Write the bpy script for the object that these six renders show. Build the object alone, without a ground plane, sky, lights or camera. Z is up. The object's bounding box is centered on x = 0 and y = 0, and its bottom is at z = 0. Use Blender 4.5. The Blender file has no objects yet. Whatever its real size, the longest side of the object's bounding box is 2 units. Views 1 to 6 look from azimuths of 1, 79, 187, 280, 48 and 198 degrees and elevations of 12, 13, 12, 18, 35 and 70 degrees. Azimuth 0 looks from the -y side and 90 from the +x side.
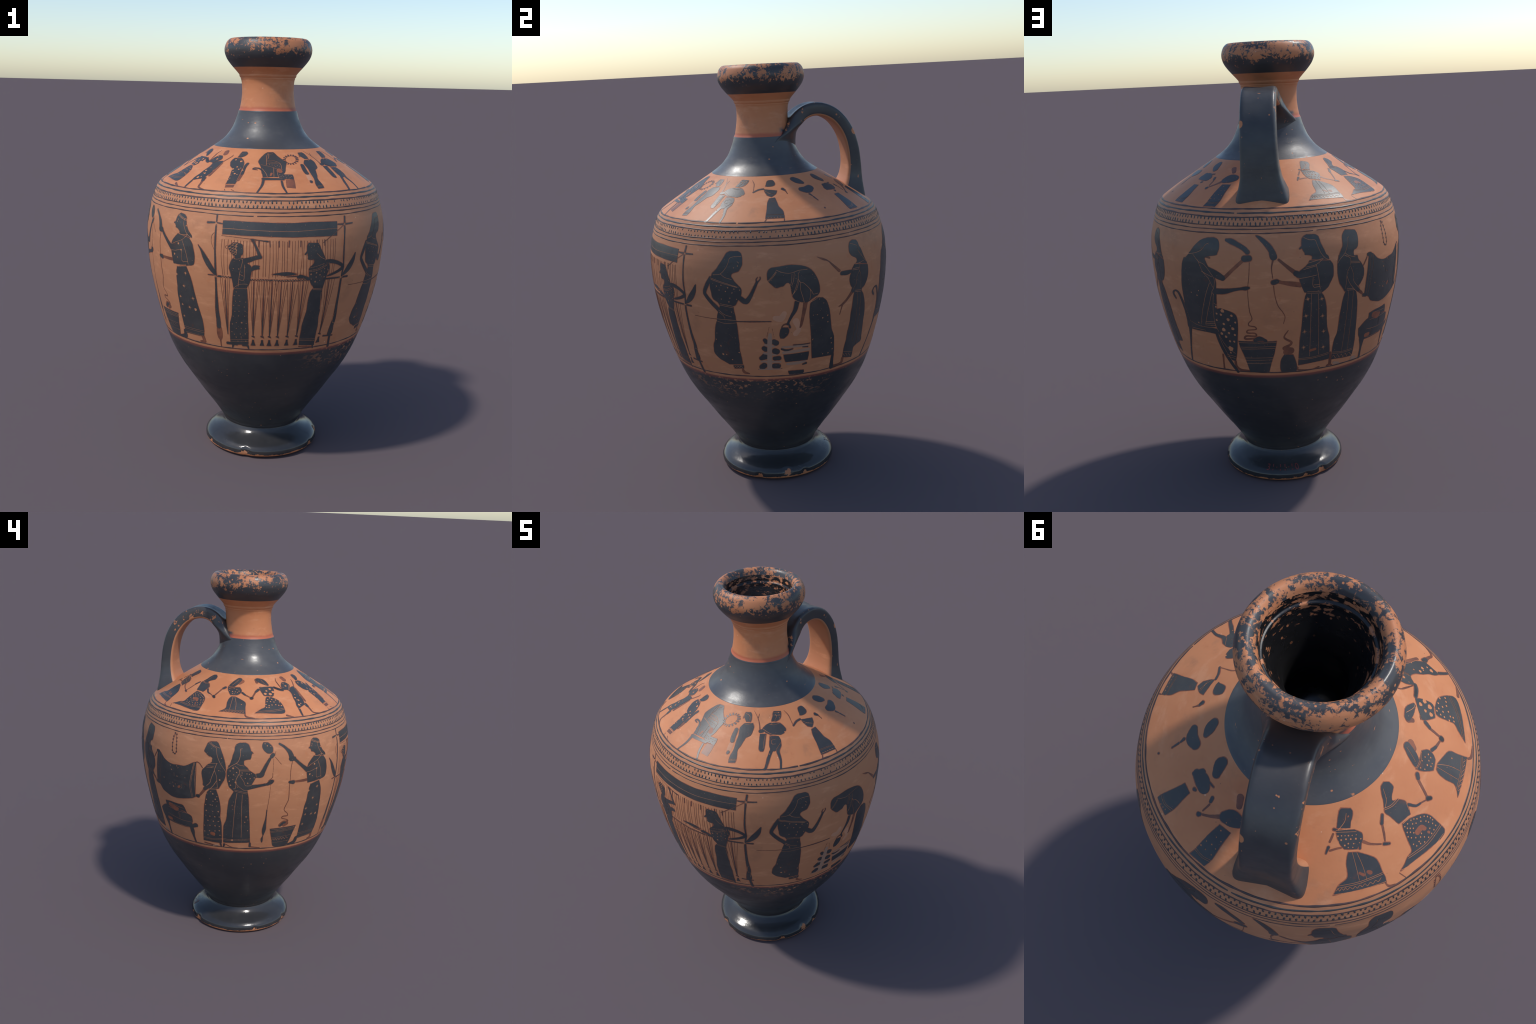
"""Black-figure shoulder jug: wheel-thrown clay vase with strap handle, glossy black slip,
incised figures in two friezes.  Everything is computed: the vase is turned from a profile,
the painted figures are drawn with brush-like parts (lofts and limbs) in flat charts that are
wrapped onto the wall as thin layers of slip, with the incised lines really cut out of them."""
import bpy, math, random
import numpy as np

rng = np.random.default_rng(7)
MM = 0.001

# ------------------------------------------------------------------ profile of the turned vase
def catmull(points, per=8):
    p = np.asarray(points, float)
    if len(p) < 3:
        t = np.linspace(0, 1, per + 1)[:, None]
        return p[0] * (1 - t) + p[-1] * t
    q = np.vstack([2 * p[0] - p[1], p, 2 * p[-1] - p[-2]])
    out = []
    for i in range(1, len(q) - 2):
        a, b, c, d = q[i - 1], q[i], q[i + 1], q[i + 2]
        for t in np.arange(per) / per:
            out.append(.5 * (2 * b + (c - a) * t + (2 * a - 5 * b + 4 * c - d) * t * t + (3 * b - a - 3 * c + d) * t ** 3))
    out.append(q[-2])
    return np.array(out)

# (radius, height) control points, part by part; parts meet in sharp turned corners
FOOT_UNDER = [(0.0, .030), (.10, .029), (.175, .024), (.205, .010), (.235, .001), (.262, .0)]
FOOT = [(.262, .0), (.275, .004), (.2845, .013), (.2865, .026), (.283, .040), (.270, .054), (.254, .064), (.235, .074), (.216, .087), (.202, .101), (.195, .113)]
BODY = [(.195, .113), (.1945, .117), (.199, .125), (.208, .143), (.2455, .20), (.3035, .28), (.3580, .36), (.4115, .44), (.4540, .52), (.4855, .60), (.5108, .68), (.5320, .76), (.5505, .84), (.5652, .92), (.5740, 1.0), (.5775, 1.08), (.5720, 1.16), (.5590, 1.22), (.5475, 1.26), (.5350, 1.293), (.5265, 1.309), (.5125, 1.328)]
SHOULDER = [(.5125, 1.328), (.4985, 1.3395), (.4400, 1.380), (.3765, 1.420), (.3140, 1.460), (.2545, 1.497)]
NECK_LOW = [(.2545, 1.497), (.2510, 1.500), (.228, 1.516), (.199, 1.541), (.1715, 1.578), (.1535, 1.617), (.1425, 1.650), (.1400, 1.6600), (.1385, 1.6640)]
NECK = [(.1385, 1.6640), (.1340, 1.672), (.1318, 1.680), (.1265, 1.71), (.1228, 1.745), (.1230, 1.78), (.1255, 1.803), (.1285, 1.812), (.1290, 1.816), (.1325, 1.820), (.1348, 1.826), (.1362, 1.832), (.1480, 1.846), (.1640, 1.8635)]
LIP = [(.1640, 1.8635), (.1800, 1.882), (.1955, 1.904), (.2040, 1.925), (.2068, 1.943), (.2040, 1.962), (.1960, 1.980), (.1850, 1.9915), (.1760, 1.9955), (.1660, 1.9930), (.1560, 1.984), (.1490, 1.968)]
MOUTH = [(.1490, 1.968), (.1445, 1.950), (.1425, 1.940), (.1360, 1.936), (.1305, 1.915), (.1175, 1.880), (.1040, 1.845), (.0920, 1.812), (.0850, 1.785), (.0820, 1.74), (.083, 1.68), (.086, 1.62), (.080, 1.58), (.050, 1.555), (0.0, 1.548)]
PARTS = [("foot_underside", FOOT_UNDER, 4), ("foot", FOOT, 6), ("body", BODY, 10), ("shoulder", SHOULDER, 8), ("neck_collar", NECK_LOW, 6), ("neck", NECK, 5), ("lip", LIP, 7), ("mouth_interior", MOUTH, 5)]

curves, breaks, chain = {}, [], []
for name, pts, per in PARTS:
    c = catmull(pts, per)
    curves[name] = c
OUTER = np.vstack([curves[n] for n in ("foot", "body", "shoulder", "neck_collar", "neck")])
_o = np.argsort(OUTER[:, 1], kind="stable")
OUT_Z, OUT_R = OUTER[_o, 1], OUTER[_o, 0]

def wobble(theta, z):
    """hand-made unevenness of the wall (metres): slightly out of round, faint turning ridges"""
    return (.0011 * np.sin(2 * theta + 1.1 + 1.7 * z) + .0006 * np.sin(3 * theta + .4 - 2.3 * z) + .00008 * np.sin(z * 210 + .6 * np.sin(theta)) + .00012 * np.sin(z * 95 + theta))

BEND_Z = [0, .15, .35, .55, .8, 1.7, 1.85, 2.0]
def bend(z):
    """the axis is not quite straight: the stem sits a little off centre"""
    return np.interp(z, BEND_Z, [-.002, -.001, -.003, -.003, 0, 0, -.003, -.002]), np.interp(z, BEND_Z, [.002, .001, .0045, .004, 0, 0, .005, .003])

FOOT_CHIPS = [(-14, .280, .022, .026), (60, .281, .016, .024), (88, .278, .036, .026), (107, .284, .026, .020), (196, .284, .012, .014), (-135, .283, .026, .026), (-152, .284, .012, .024), (-60, .283, .024, .014)]

def chip_depth(theta, r, z):
    d = np.zeros(np.broadcast(theta, r, z).shape)
    for a, cr, cz, s in FOOT_CHIPS:
        da = (theta - math.radians(a) + math.pi) % (2 * math.pi) - math.pi
        q = np.sqrt((da * cr) ** 2 + (r - cr) ** 2 + (z - cz) ** 2) / s
        d = np.maximum(d, np.clip(1.15 - q, 0, .75) * s * .32)
    return d

def wall_radius(theta, z):
    return np.interp(z, OUT_Z, OUT_R) + wobble(theta, z)

def wall_point(theta, z, lift):
    """point on the outer wall at angle theta (0 = front, -y) and height z, raised by lift"""
    e = .002
    slope = (np.interp(z + e, OUT_Z, OUT_R) - np.interp(z - e, OUT_Z, OUT_R)) / (2 * e)
    n = 1 / np.sqrt(1 + slope * slope)
    r = wall_radius(theta, z) + lift * n
    bx, by = bend(z)
    return np.stack([r * np.sin(theta) + bx, -r * np.cos(theta) + by, z - lift * slope * n], -1)

# ------------------------------------------------------------------ materials
def material(name):
    m = bpy.data.materials.new(name)
    m.use_nodes = True
    t = m.node_tree
    return m, t, t.nodes["Principled BSDF"]

class Nodes:
    """small helper to write node graphs as expressions"""
    def __init__(self, tree):
        self.t = tree
        tc = tree.nodes.new("ShaderNodeTexCoord")
        self.pos = tc.outputs["Object"]
        sep = tree.nodes.new("ShaderNodeSeparateXYZ")
        tree.links.new(self.pos, sep.inputs[0])
        self.x, self.y, self.z = sep.outputs
    def put(self, socket, v):
        if isinstance(v, (int, float)):
            socket.default_value = v
        elif isinstance(v, tuple):
            socket.default_value = v if len(v) == len(socket.default_value) else (*v, 1)
        else:
            self.t.links.new(v, socket)
    def math(self, op, a, b=0.0, clamp=False):
        n = self.t.nodes.new("ShaderNodeMath"); n.operation = op; n.use_clamp = clamp
        self.put(n.inputs[0], a); self.put(n.inputs[1], b)
        return n.outputs[0]
    def add(self, a, b): return self.math("ADD", a, b)
    def mul(self, a, b): return self.math("MULTIPLY", a, b)
    def mx(self, a, b): return self.math("MAXIMUM", a, b)
    def mn(self, a, b): return self.math("MINIMUM", a, b)
    def inv(self, a): return self.math("SUBTRACT", 1.0, a)
    def noise(self, scale, detail=4, rough=.55, stretch=(1, 1, 1), offset=(0, 0, 0), distortion=0.0):
        mp = self.t.nodes.new("ShaderNodeMapping")
        self.put(mp.inputs["Vector"], self.pos); mp.inputs["Scale"].default_value = stretch; mp.inputs["Location"].default_value = offset
        n = self.t.nodes.new("ShaderNodeTexNoise")
        self.t.links.new(mp.outputs[0], n.inputs["Vector"])
        n.inputs["Scale"].default_value = scale; n.inputs["Detail"].default_value = detail; n.inputs["Roughness"].default_value = rough; n.inputs["Distortion"].default_value = distortion
        return n.outputs["Fac"]
    def specks(self, scale, size, keep=.5, offset=(0, 0, 0), stretch=(1, 1, 1)):
        """round flecks: Voronoi cells of which a share `keep` carries a dot"""
        mp = self.t.nodes.new("ShaderNodeMapping")
        self.put(mp.inputs["Vector"], self.pos); mp.inputs["Location"].default_value = offset; mp.inputs["Scale"].default_value = stretch
        v = self.t.nodes.new("ShaderNodeTexVoronoi")
        self.t.links.new(mp.outputs[0], v.inputs["Vector"]); v.inputs["Scale"].default_value = scale
        w = self.t.nodes.new("ShaderNodeSeparateColor"); self.t.links.new(v.outputs["Color"], w.inputs[0])
        chosen = self.math("LESS_THAN", w.outputs[0], keep)
        rad = self.mul(w.outputs[1], size)
        return self.mul(chosen, self.ramp(self.math("SUBTRACT", rad, v.outputs["Distance"]), -.03, .05))
    def ramp(self, v, lo, hi):
        n = self.t.nodes.new("ShaderNodeMapRange"); n.interpolation_type = "SMOOTHSTEP"
        self.put(n.inputs["Value"], v); n.inputs["From Min"].default_value = lo; n.inputs["From Max"].default_value = hi
        return n.outputs["Result"]
    def mix(self, f, a, b):
        n = self.t.nodes.new("ShaderNodeMix"); n.data_type = "RGBA"
        self.put(n.inputs["Factor"], f); self.put(n.inputs["A"], a); self.put(n.inputs["B"], b)
        return n.outputs["Result"]
    def mixf(self, f, a, b):
        n = self.t.nodes.new("ShaderNodeMix"); n.data_type = "FLOAT"
        self.put(n.inputs["Factor"], f); self.put(n.inputs["A"], a); self.put(n.inputs["B"], b)
        return n.outputs["Result"]
    def near(self, point, radius, rough=0.0):
        d = self.t.nodes.new("ShaderNodeVectorMath"); d.operation = "DISTANCE"
        self.t.links.new(self.pos, d.inputs[0]); d.inputs[1].default_value = point
        v = d.outputs["Value"]
        if rough:
            v = self.add(v, self.mul(self.add(self.noise(38, 3, .6), -.5), rough))
        return self.inv(self.ramp(v, radius * .9, radius * 1.08))
    def bump(self, height, strength, distance):
        n = self.t.nodes.new("ShaderNodeBump"); n.inputs["Strength"].default_value = strength; n.inputs["Distance"].default_value = distance
        self.put(n.inputs["Height"], height)
        return n.outputs[0]

CLAY = (.585, .228, .100)
CLAY_PALE = (.645, .300, .158)
CLAY_DEEP = (.46, .145, .056)
SLIP = (.0330, .0325, .0350)
SLIP_BROWN = (.047, .0375, .0345)

def clay_colour(N, browner=0.0):
    broad = N.noise(3.2, 5, .6)
    c = N.mix(N.ramp(broad, .38, .66), CLAY, (.530, .195, .083))
    if browner:
        c = N.mix(browner, c, (.455, .205, .108))
    c = N.mix(N.mul(N.ramp(N.noise(5.5, 6, .66, offset=(3, 9, 4)), .54, .72), .55), c, (.36, .160, .085))
    streak = N.noise(9, 5, .62, stretch=(1, 1, 3.2), offset=(4, 1, 2))
    c = N.mix(N.mul(N.ramp(streak, .52, .72), .55), c, CLAY_PALE)
    c = N.mix(N.mul(N.ramp(N.noise(16, 4, .6, offset=(2, 7, 1)), .58, .75), .35), c, CLAY_DEEP)
    c = N.mix(N.mul(N.specks(42, .16, .06), .6), c, (.72, .45, .31))
    c = N.mix(N.mul(N.specks(60, .14, .05, offset=(3, 3, 3)), .7), c, (.22, .10, .06))
    return c

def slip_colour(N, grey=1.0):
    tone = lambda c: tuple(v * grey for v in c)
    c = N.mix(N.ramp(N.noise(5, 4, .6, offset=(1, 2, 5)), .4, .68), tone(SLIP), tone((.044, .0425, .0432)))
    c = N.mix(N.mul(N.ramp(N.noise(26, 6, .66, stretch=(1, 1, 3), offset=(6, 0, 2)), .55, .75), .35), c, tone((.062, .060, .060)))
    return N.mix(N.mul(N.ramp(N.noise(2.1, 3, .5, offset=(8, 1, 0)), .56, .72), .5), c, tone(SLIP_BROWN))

def ceramic(name, bare_mask=None, red_mask=None, slip_rough=.30, grey=1.2, browner=0.0):
    """clay body under black slip; bare_mask(N) is 1 where the clay shows"""
    m, t, b = material(name)
    N = Nodes(t)
    clay, slip = clay_colour(N, browner), slip_colour(N, grey)
    bare = bare_mask(N) if bare_mask else 0.0
    col = N.mix(bare, slip, clay)
    if red_mask:
        col = N.mix(red_mask(N), col, (.44, .098, .052))
    N.put(b.inputs["Base Color"], col)
    gloss = N.mixf(N.ramp(N.noise(7, 5, .6, stretch=(1, 1, 2)), .35, .7), slip_rough - .07, slip_rough + .13)
    N.put(b.inputs["Roughness"], N.mixf(bare, gloss, .52))
    N.put(b.inputs["Specular IOR Level"], N.mixf(bare, .52, .36))
    grain = N.add(N.mul(N.noise(120, 4, .6), .5), N.mul(N.noise(22, 4, .6, stretch=(1, 1, 4)), .8))
    N.put(b.inputs["Normal"], N.bump(N.add(grain, N.mul(bare, -.9)), .16, .0028))
    return m

def lip_bare(N):
    grit = N.noise(64, 8, .70, distortion=.5)
    big = N.noise(10, 5, .62, offset=(5, 2, 9))
    up = N.ramp(N.z, 1.885, 1.945)                       # the exposed upper roll is worn, the underside keeps its slip
    v = N.add(N.add(grit, N.mul(N.add(big, -.5), .85)), N.mul(N.add(up, -1.0), .26))
    flakes = N.ramp(v, .478, .548)
    return N.mul(N.mx(flakes, N.mul(N.specks(75, .34, .45), up)), N.mul(N.ramp(N.z, 1.875, 1.90), .92))

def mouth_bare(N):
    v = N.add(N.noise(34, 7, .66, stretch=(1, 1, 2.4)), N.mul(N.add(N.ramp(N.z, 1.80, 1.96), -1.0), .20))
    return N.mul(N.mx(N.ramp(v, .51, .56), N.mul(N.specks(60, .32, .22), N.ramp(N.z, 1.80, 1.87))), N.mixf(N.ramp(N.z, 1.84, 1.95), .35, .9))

def body_bare(N):
    edge = N.add(N.z, N.mul(N.add(N.noise(14, 3, .5), -.5), .004))
    above = N.ramp(edge, .6075, .6125)
    # worn belt below the picture on the right-hand side
    side = N.ramp(N.add(N.mul(N.x, .93), N.mul(N.y, -.36)), .28, .46)
    belt = N.mul(N.mul(side, N.ramp(N.z, .46, .585)), N.inv(N.ramp(N.z, .62, .63)))
    flakes = N.mul(N.mul(belt, .75), N.ramp(N.add(N.noise(46, 6, .62, stretch=(1, 1, 1.8)), N.mul(N.noise(9, 3, .6, offset=(4, 4, 1)), .42)), .775, .82))
    return N.mx(above, N.mx(flakes, N.mx(N.mx(N.mul(N.specks(44, .19, .10), .6), N.mul(N.specks(70, .24, .12, offset=(7, 2, 5)), .5)), N.mul(N.mul(belt, N.specks(26, .36, .12, offset=(1, 5, 2))), .6))))

def body_red(N):
    edge = N.add(N.z, N.mul(N.add(N.noise(14, 3, .5), -.5), .004))
    return N.mul(N.mul(N.ramp(edge, .592, .608), N.inv(N.ramp(edge, .609, .617))), .42)

def neck_bare(N):
    root = N.mul(N.ramp(N.y, .050, .075), N.inv(N.ramp(N.add(N.z, N.mul(N.noise(25, 3), .03)), 1.705, 1.72)))
    return N.inv(root)

def neck_red(N):
    return N.mul(N.inv(N.ramp(N.add(N.z, N.mul(N.noise(18, 4), .014)), 1.680, 1.696)), .75)

def collar_bare(N):
    return N.mx(N.mul(N.specks(34, .24, .16, stretch=(1, 1, 1.6)), .85), N.mul(N.ramp(N.noise(30, 4, .6, stretch=(1, 1, 5)), .70, .73), .8))

def foot_bare(N):
    rim = N.inv(N.ramp(N.add(N.z, N.mul(N.add(N.noise(20, 7, .70), -.5), .034)), .0140, .0175))
    for a, r, z, s in FOOT_CHIPS:
        th = math.radians(a)
        rim = N.mx(rim, N.mul(N.near((r * math.sin(th) - .004, -r * math.cos(th) + .005, z), s * .60, .058), .75))
    return N.mx(rim, N.mul(N.specks(50, .2, .04), .7))

def handle_bare(N):
    out = N.math("ABSOLUTE", N.add(N.x, -.004))
    rim = N.mul(N.ramp(out, .062, .072), N.ramp(N.z, 1.60, 1.74))
    left = N.mul(N.inv(N.ramp(N.x, -.068, -.056)), N.ramp(N.z, 1.60, 1.72))          # the rubbed left edge
    v = N.add(N.add(N.noise(26, 6, .64, offset=(3, 1, 4)), N.mul(rim, .075)), N.mul(N.mul(left, N.ramp(N.y, .15, .2)), .055))
    return N.mx(N.mx(N.ramp(v, .69, .72), N.mul(N.specks(40, .24, .07), .8)), N.near((.074, .437, 1.665), .016, .008))

MAT = {}
def build_materials():
    MAT["clay"] = ceramic("fired_clay", lambda N: 1.0)
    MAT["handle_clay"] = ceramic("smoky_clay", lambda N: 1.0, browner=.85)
    MAT["body"] = ceramic("clay_with_slipped_base", body_bare, body_red, slip_rough=.36, grey=1.15, browner=.72)  # clay browned and slip held darker for the shading below the shoulder
    MAT["lip"] = ceramic("worn_black_lip", lip_bare, slip_rough=.38, grey=1.35)
    MAT["mouth"] = ceramic("black_mouth", mouth_bare, slip_rough=.30, grey=.35)  # slip darkened to paint in the occlusion shadow of the deep mouth
    MAT["neck"] = ceramic("clay_neck", neck_bare, neck_red)
    MAT["collar"] = ceramic("black_collar", collar_bare, slip_rough=.37, grey=1.9)
    MAT["foot"] = ceramic("black_foot", foot_bare, slip_rough=.15, grey=.85)
    MAT["handle"] = ceramic("black_handle", handle_bare, slip_rough=.38, grey=1.35)
    for key, name, base, alt, rough in (("black", "black_figure_slip", (.044, .043, .045), (.058, .0545, .054), .40), ("brown", "thinned_brown_slip", (.155, .060, .040), (.26, .092, .050), .42), ("halo", "red_slip_edge", (.33, .105, .055), (.26, .085, .05), .5), ("white", "faded_white_slip", (.36, .215, .15), (.30, .19, .14), .6), ("rust", "misfired_red_slip", (.30, .098, .050), (.20, .07, .042), .45), ("stain", "pale_clay_stain", (.56, .27, .16), (.50, .25, .15), .6), ("line", "brown_black_line", (.066, .043, .041), (.135, .062, .050), .42), ("number", "red_ink", (.20, .038, .034), (.15, .03, .028), .5)):
        m, t, b = material(name)
        N = Nodes(t)
        c = N.mix(N.ramp(N.noise(13, 5, .65, offset=(2, 4, 6)), .42, .68), base, alt)
        if key == "black":
            c = N.mix(N.mul(N.ramp(N.noise(19, 5, .6, offset=(9, 3, 1)), .62, .74), .75), c, (.115, .046, .030))
            c = N.mix(N.mul(N.specks(90, .18, .07), .8), c, (.30, .17, .11))
        N.put(b.inputs["Base Color"], c)
        b.inputs["Roughness"].default_value = rough
        b.inputs["Specular IOR Level"].default_value = .5 if key == "black" else .4
        if key == "black":
            N.put(b.inputs["Normal"], N.bump(N.noise(110, 4, .6), .12, .002))
        MAT[key] = m

# ------------------------------------------------------------------ mesh helpers
ROOT = None
def add_object(name, verts, faces, mats, parent=None, smooth=True, face_mats=None, normals=None):
    me = bpy.data.meshes.new(name)
    me.from_pydata([tuple(v) for v in verts] if not isinstance(verts, list) else verts, [], faces)
    for m in mats:
        me.materials.append(m)
    if face_mats is not None:
        me.polygons.foreach_set("material_index", np.asarray(face_mats, np.int32))
    me.polygons.foreach_set("use_smooth", np.full(len(me.polygons), smooth))
    me.update()
    if normals is not None:
        me.normals_split_custom_set_from_vertices([tuple(n) for n in normals])
    o = bpy.data.objects.new(name, me)
    bpy.context.scene.collection.objects.link(o)
    o.parent = parent if parent is not None else ROOT
    return o

SEG = 360
def turn_parts():
    th = np.arange(SEG) * 2 * math.pi / SEG
    made = {}
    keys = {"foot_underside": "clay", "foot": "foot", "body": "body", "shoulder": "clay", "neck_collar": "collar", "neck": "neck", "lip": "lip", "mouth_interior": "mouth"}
    for name, c in curves.items():
        T, R = np.meshgrid(th, c[:, 0]); Z = np.repeat(c[:, 1:2], SEG, 1)
        fade = np.clip(R / .08, 0, 1) if name in ("mouth_interior", "foot_underside") else 1.0
        W = wobble(T, Z) * fade
        if name == "foot":
            W = W - chip_depth(T, R, Z)
        tang = np.gradient(c, axis=0); tang /= np.linalg.norm(tang, axis=1)[:, None] + 1e-12
        Rw = R + W
        bx, by = bend(Z)
        V = np.stack([Rw * np.sin(T) + bx, -Rw * np.cos(T) + by, Z], -1).reshape(-1, 3)
        n = len(c)
        i, j = np.meshgrid(np.arange(n - 1), np.arange(SEG), indexing="ij")
        k = (j + 1) % SEG
        F = np.stack([i * SEG + j, i * SEG + k, (i + 1) * SEG + k, (i + 1) * SEG + j], -1).reshape(-1, 4)
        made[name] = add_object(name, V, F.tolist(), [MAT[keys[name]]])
    return made

# ------------------------------------------------------------------ strap handle
def build_handle():
    # centre line (x, y, z), half width, half thickness
    spine = [(.004, .098, 1.555, .160, .052), (.005, .110, 1.612, .150, .046), (.006, .119, 1.656, .130, .040), (.007, .131, 1.694, .106, .0345), (.009, .157, 1.734, .085, .0315), (.010, .200, 1.765, .0760, .0310), (.009, .250, 1.776, .0750, .0310), (.006, .306, 1.764, .0745, .0305), (.003, .358, 1.729, .0745, .0300), (.000, .4030, 1.665, .0755, .0300), (-.002, .4265, 1.590, .0765, .0305), (-.004, .4350, 1.510, .079, .0320), (-.007, .4330, 1.450, .086, .0375), (-.010, .4270, 1.405, .099, .0480), (-.011, .420, 1.372, .111, .060), (-.011, .412, 1.340, .118, .068)]
    s = catmull(spine, 8)
    c, hw, ht = s[:, :3], s[:, 3], s[:, 4]
    tan = np.gradient(c, axis=0); tan[:, 0] = 0; tan /= np.linalg.norm(tan, axis=1)[:, None]
    nor = np.stack([np.zeros(len(c)), -tan[:, 2], tan[:, 1]], 1)      # points to the outside of the loop
    M = 56
    a = np.arange(M) * 2 * math.pi / M
    ca, sa = np.cos(a), np.sin(a)
    feather = np.clip((1.735 - c[:, 2]) / .07, 0, 1) * (c[:, 1] < .2)          # the root runs out into a thin edge
    ex, en = (.20 + .80 * feather)[:, None], (.52 + .62 * feather)[:, None]
    px = np.sign(ca) * np.abs(ca) ** ex
    pn = np.sign(sa) * np.abs(sa) ** en
    pn = np.where(pn > 0, pn * (1 - .10 * (1 - feather)[:, None] * np.cos(px * math.pi) * (np.abs(px) < .98)), pn)   # shallow rib along both edges
    V = c[:, None, :] + (hw[:, None] * px)[..., None] * np.array([1, 0, 0]) + (ht[:, None] * pn)[..., None] * nor[:, None, :]
    # the root is wrapped round the neck
    wrap = np.clip((1.725 - c[:, 2]) / .075, 0, 1) * (c[:, 1] < .2)
    rn = .165
    V[..., 1] += wrap[:, None] * (np.sqrt(np.maximum(rn ** 2 - np.minimum(np.abs(V[..., 0]), rn * .97) ** 2, 0)) - rn)
    jitter = .0004 * np.sin(np.arange(len(c))[:, None] * .13 + a[None] * 2)
    V = V + jitter[..., None] * nor[:, None, :]
    n = len(c)
    faces, fm = [], []
    for i in range(n - 1):
        for j in range(M):
            k = (j + 1) % M
            faces.append((i * M + j, i * M + k, (i + 1) * M + k, (i + 1) * M + j))
            under = pn[i, j] < -.62 and pn[i, k] < -.62
            fm.append(1 if under and i > 34 else 0)
    me = add_object("handle", V.reshape(-1, 3), faces, [MAT["handle"], MAT["handle_clay"]], face_mats=fm)
    return me

# ------------------------------------------------------------------ painted layers
LIFT = {"stain": .25, "halo": .35, "brown": .5, "black": .75, "rust": .95, "white": .95}     # millimetres of slip
CONE = .84                                                                       # sine of the shoulder's half angle
GROUND_SHOULDER = .507 / CONE
_sh = curves["shoulder"][::-1]

def body(theta0):
    def place(x, y, lift):
        return wall_point(math.radians(theta0) + x * MM / .55, .63 + y * MM, lift)
    return place

def shoulder(theta0):
    def place(x, y, lift):
        u, v = x * MM, GROUND_SHOULDER - y * MM
        rho = np.hypot(u, v)
        th = math.radians(theta0) + np.arctan2(u, v) / CONE
        return wall_point(th, np.interp(rho * CONE, _sh[:, 0], _sh[:, 1]), lift)
    return place

FIGURES = []
def figure(name, zone, theta0):
    FIGURES.append(dict(name=name, zone=zone, place=zone(theta0), items=[]))
def loft(part, *rows, tone="black"):
    """painted area given by cross-sections (x, y of one side, x, y of the other), in millimetres"""
    FIGURES[-1]["items"].append(("loft", rows, tone))
def limb(part, *pts, tone="black"):
    """brush stroke along a spine: (x, y, width)"""
    FIGURES[-1]["items"].append(("limb", pts, tone))
def cut(*pts, width=2.1):
    """line incised through the slip"""
    FIGURES[-1]["items"].append(("cut", pts, width))
def dots(*pts):
    FIGURES[-1]["items"].append(("dots", pts, None))
def stars(*pts):
    for x, y, s in pts:
        for k in range(4):
            a = math.radians(8 + 45 * k)
            h = s * (.68 if k % 2 == 0 else .45)
            cut((x - h * math.cos(a), y - h * math.sin(a)), (x + h * math.cos(a), y + h * math.sin(a)), width=1.9)

def seg_distance(X, Y, a, b):
    dx, dy = b[0] - a[0], b[1] - a[1]
    L = dx * dx + dy * dy + 1e-9
    t = np.clip(((X - a[0]) * dx + (Y - a[1]) * dy) / L, 0, 1)
    return np.hypot(X - a[0] - t * dx, Y - a[1] - t * dy), t

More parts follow.
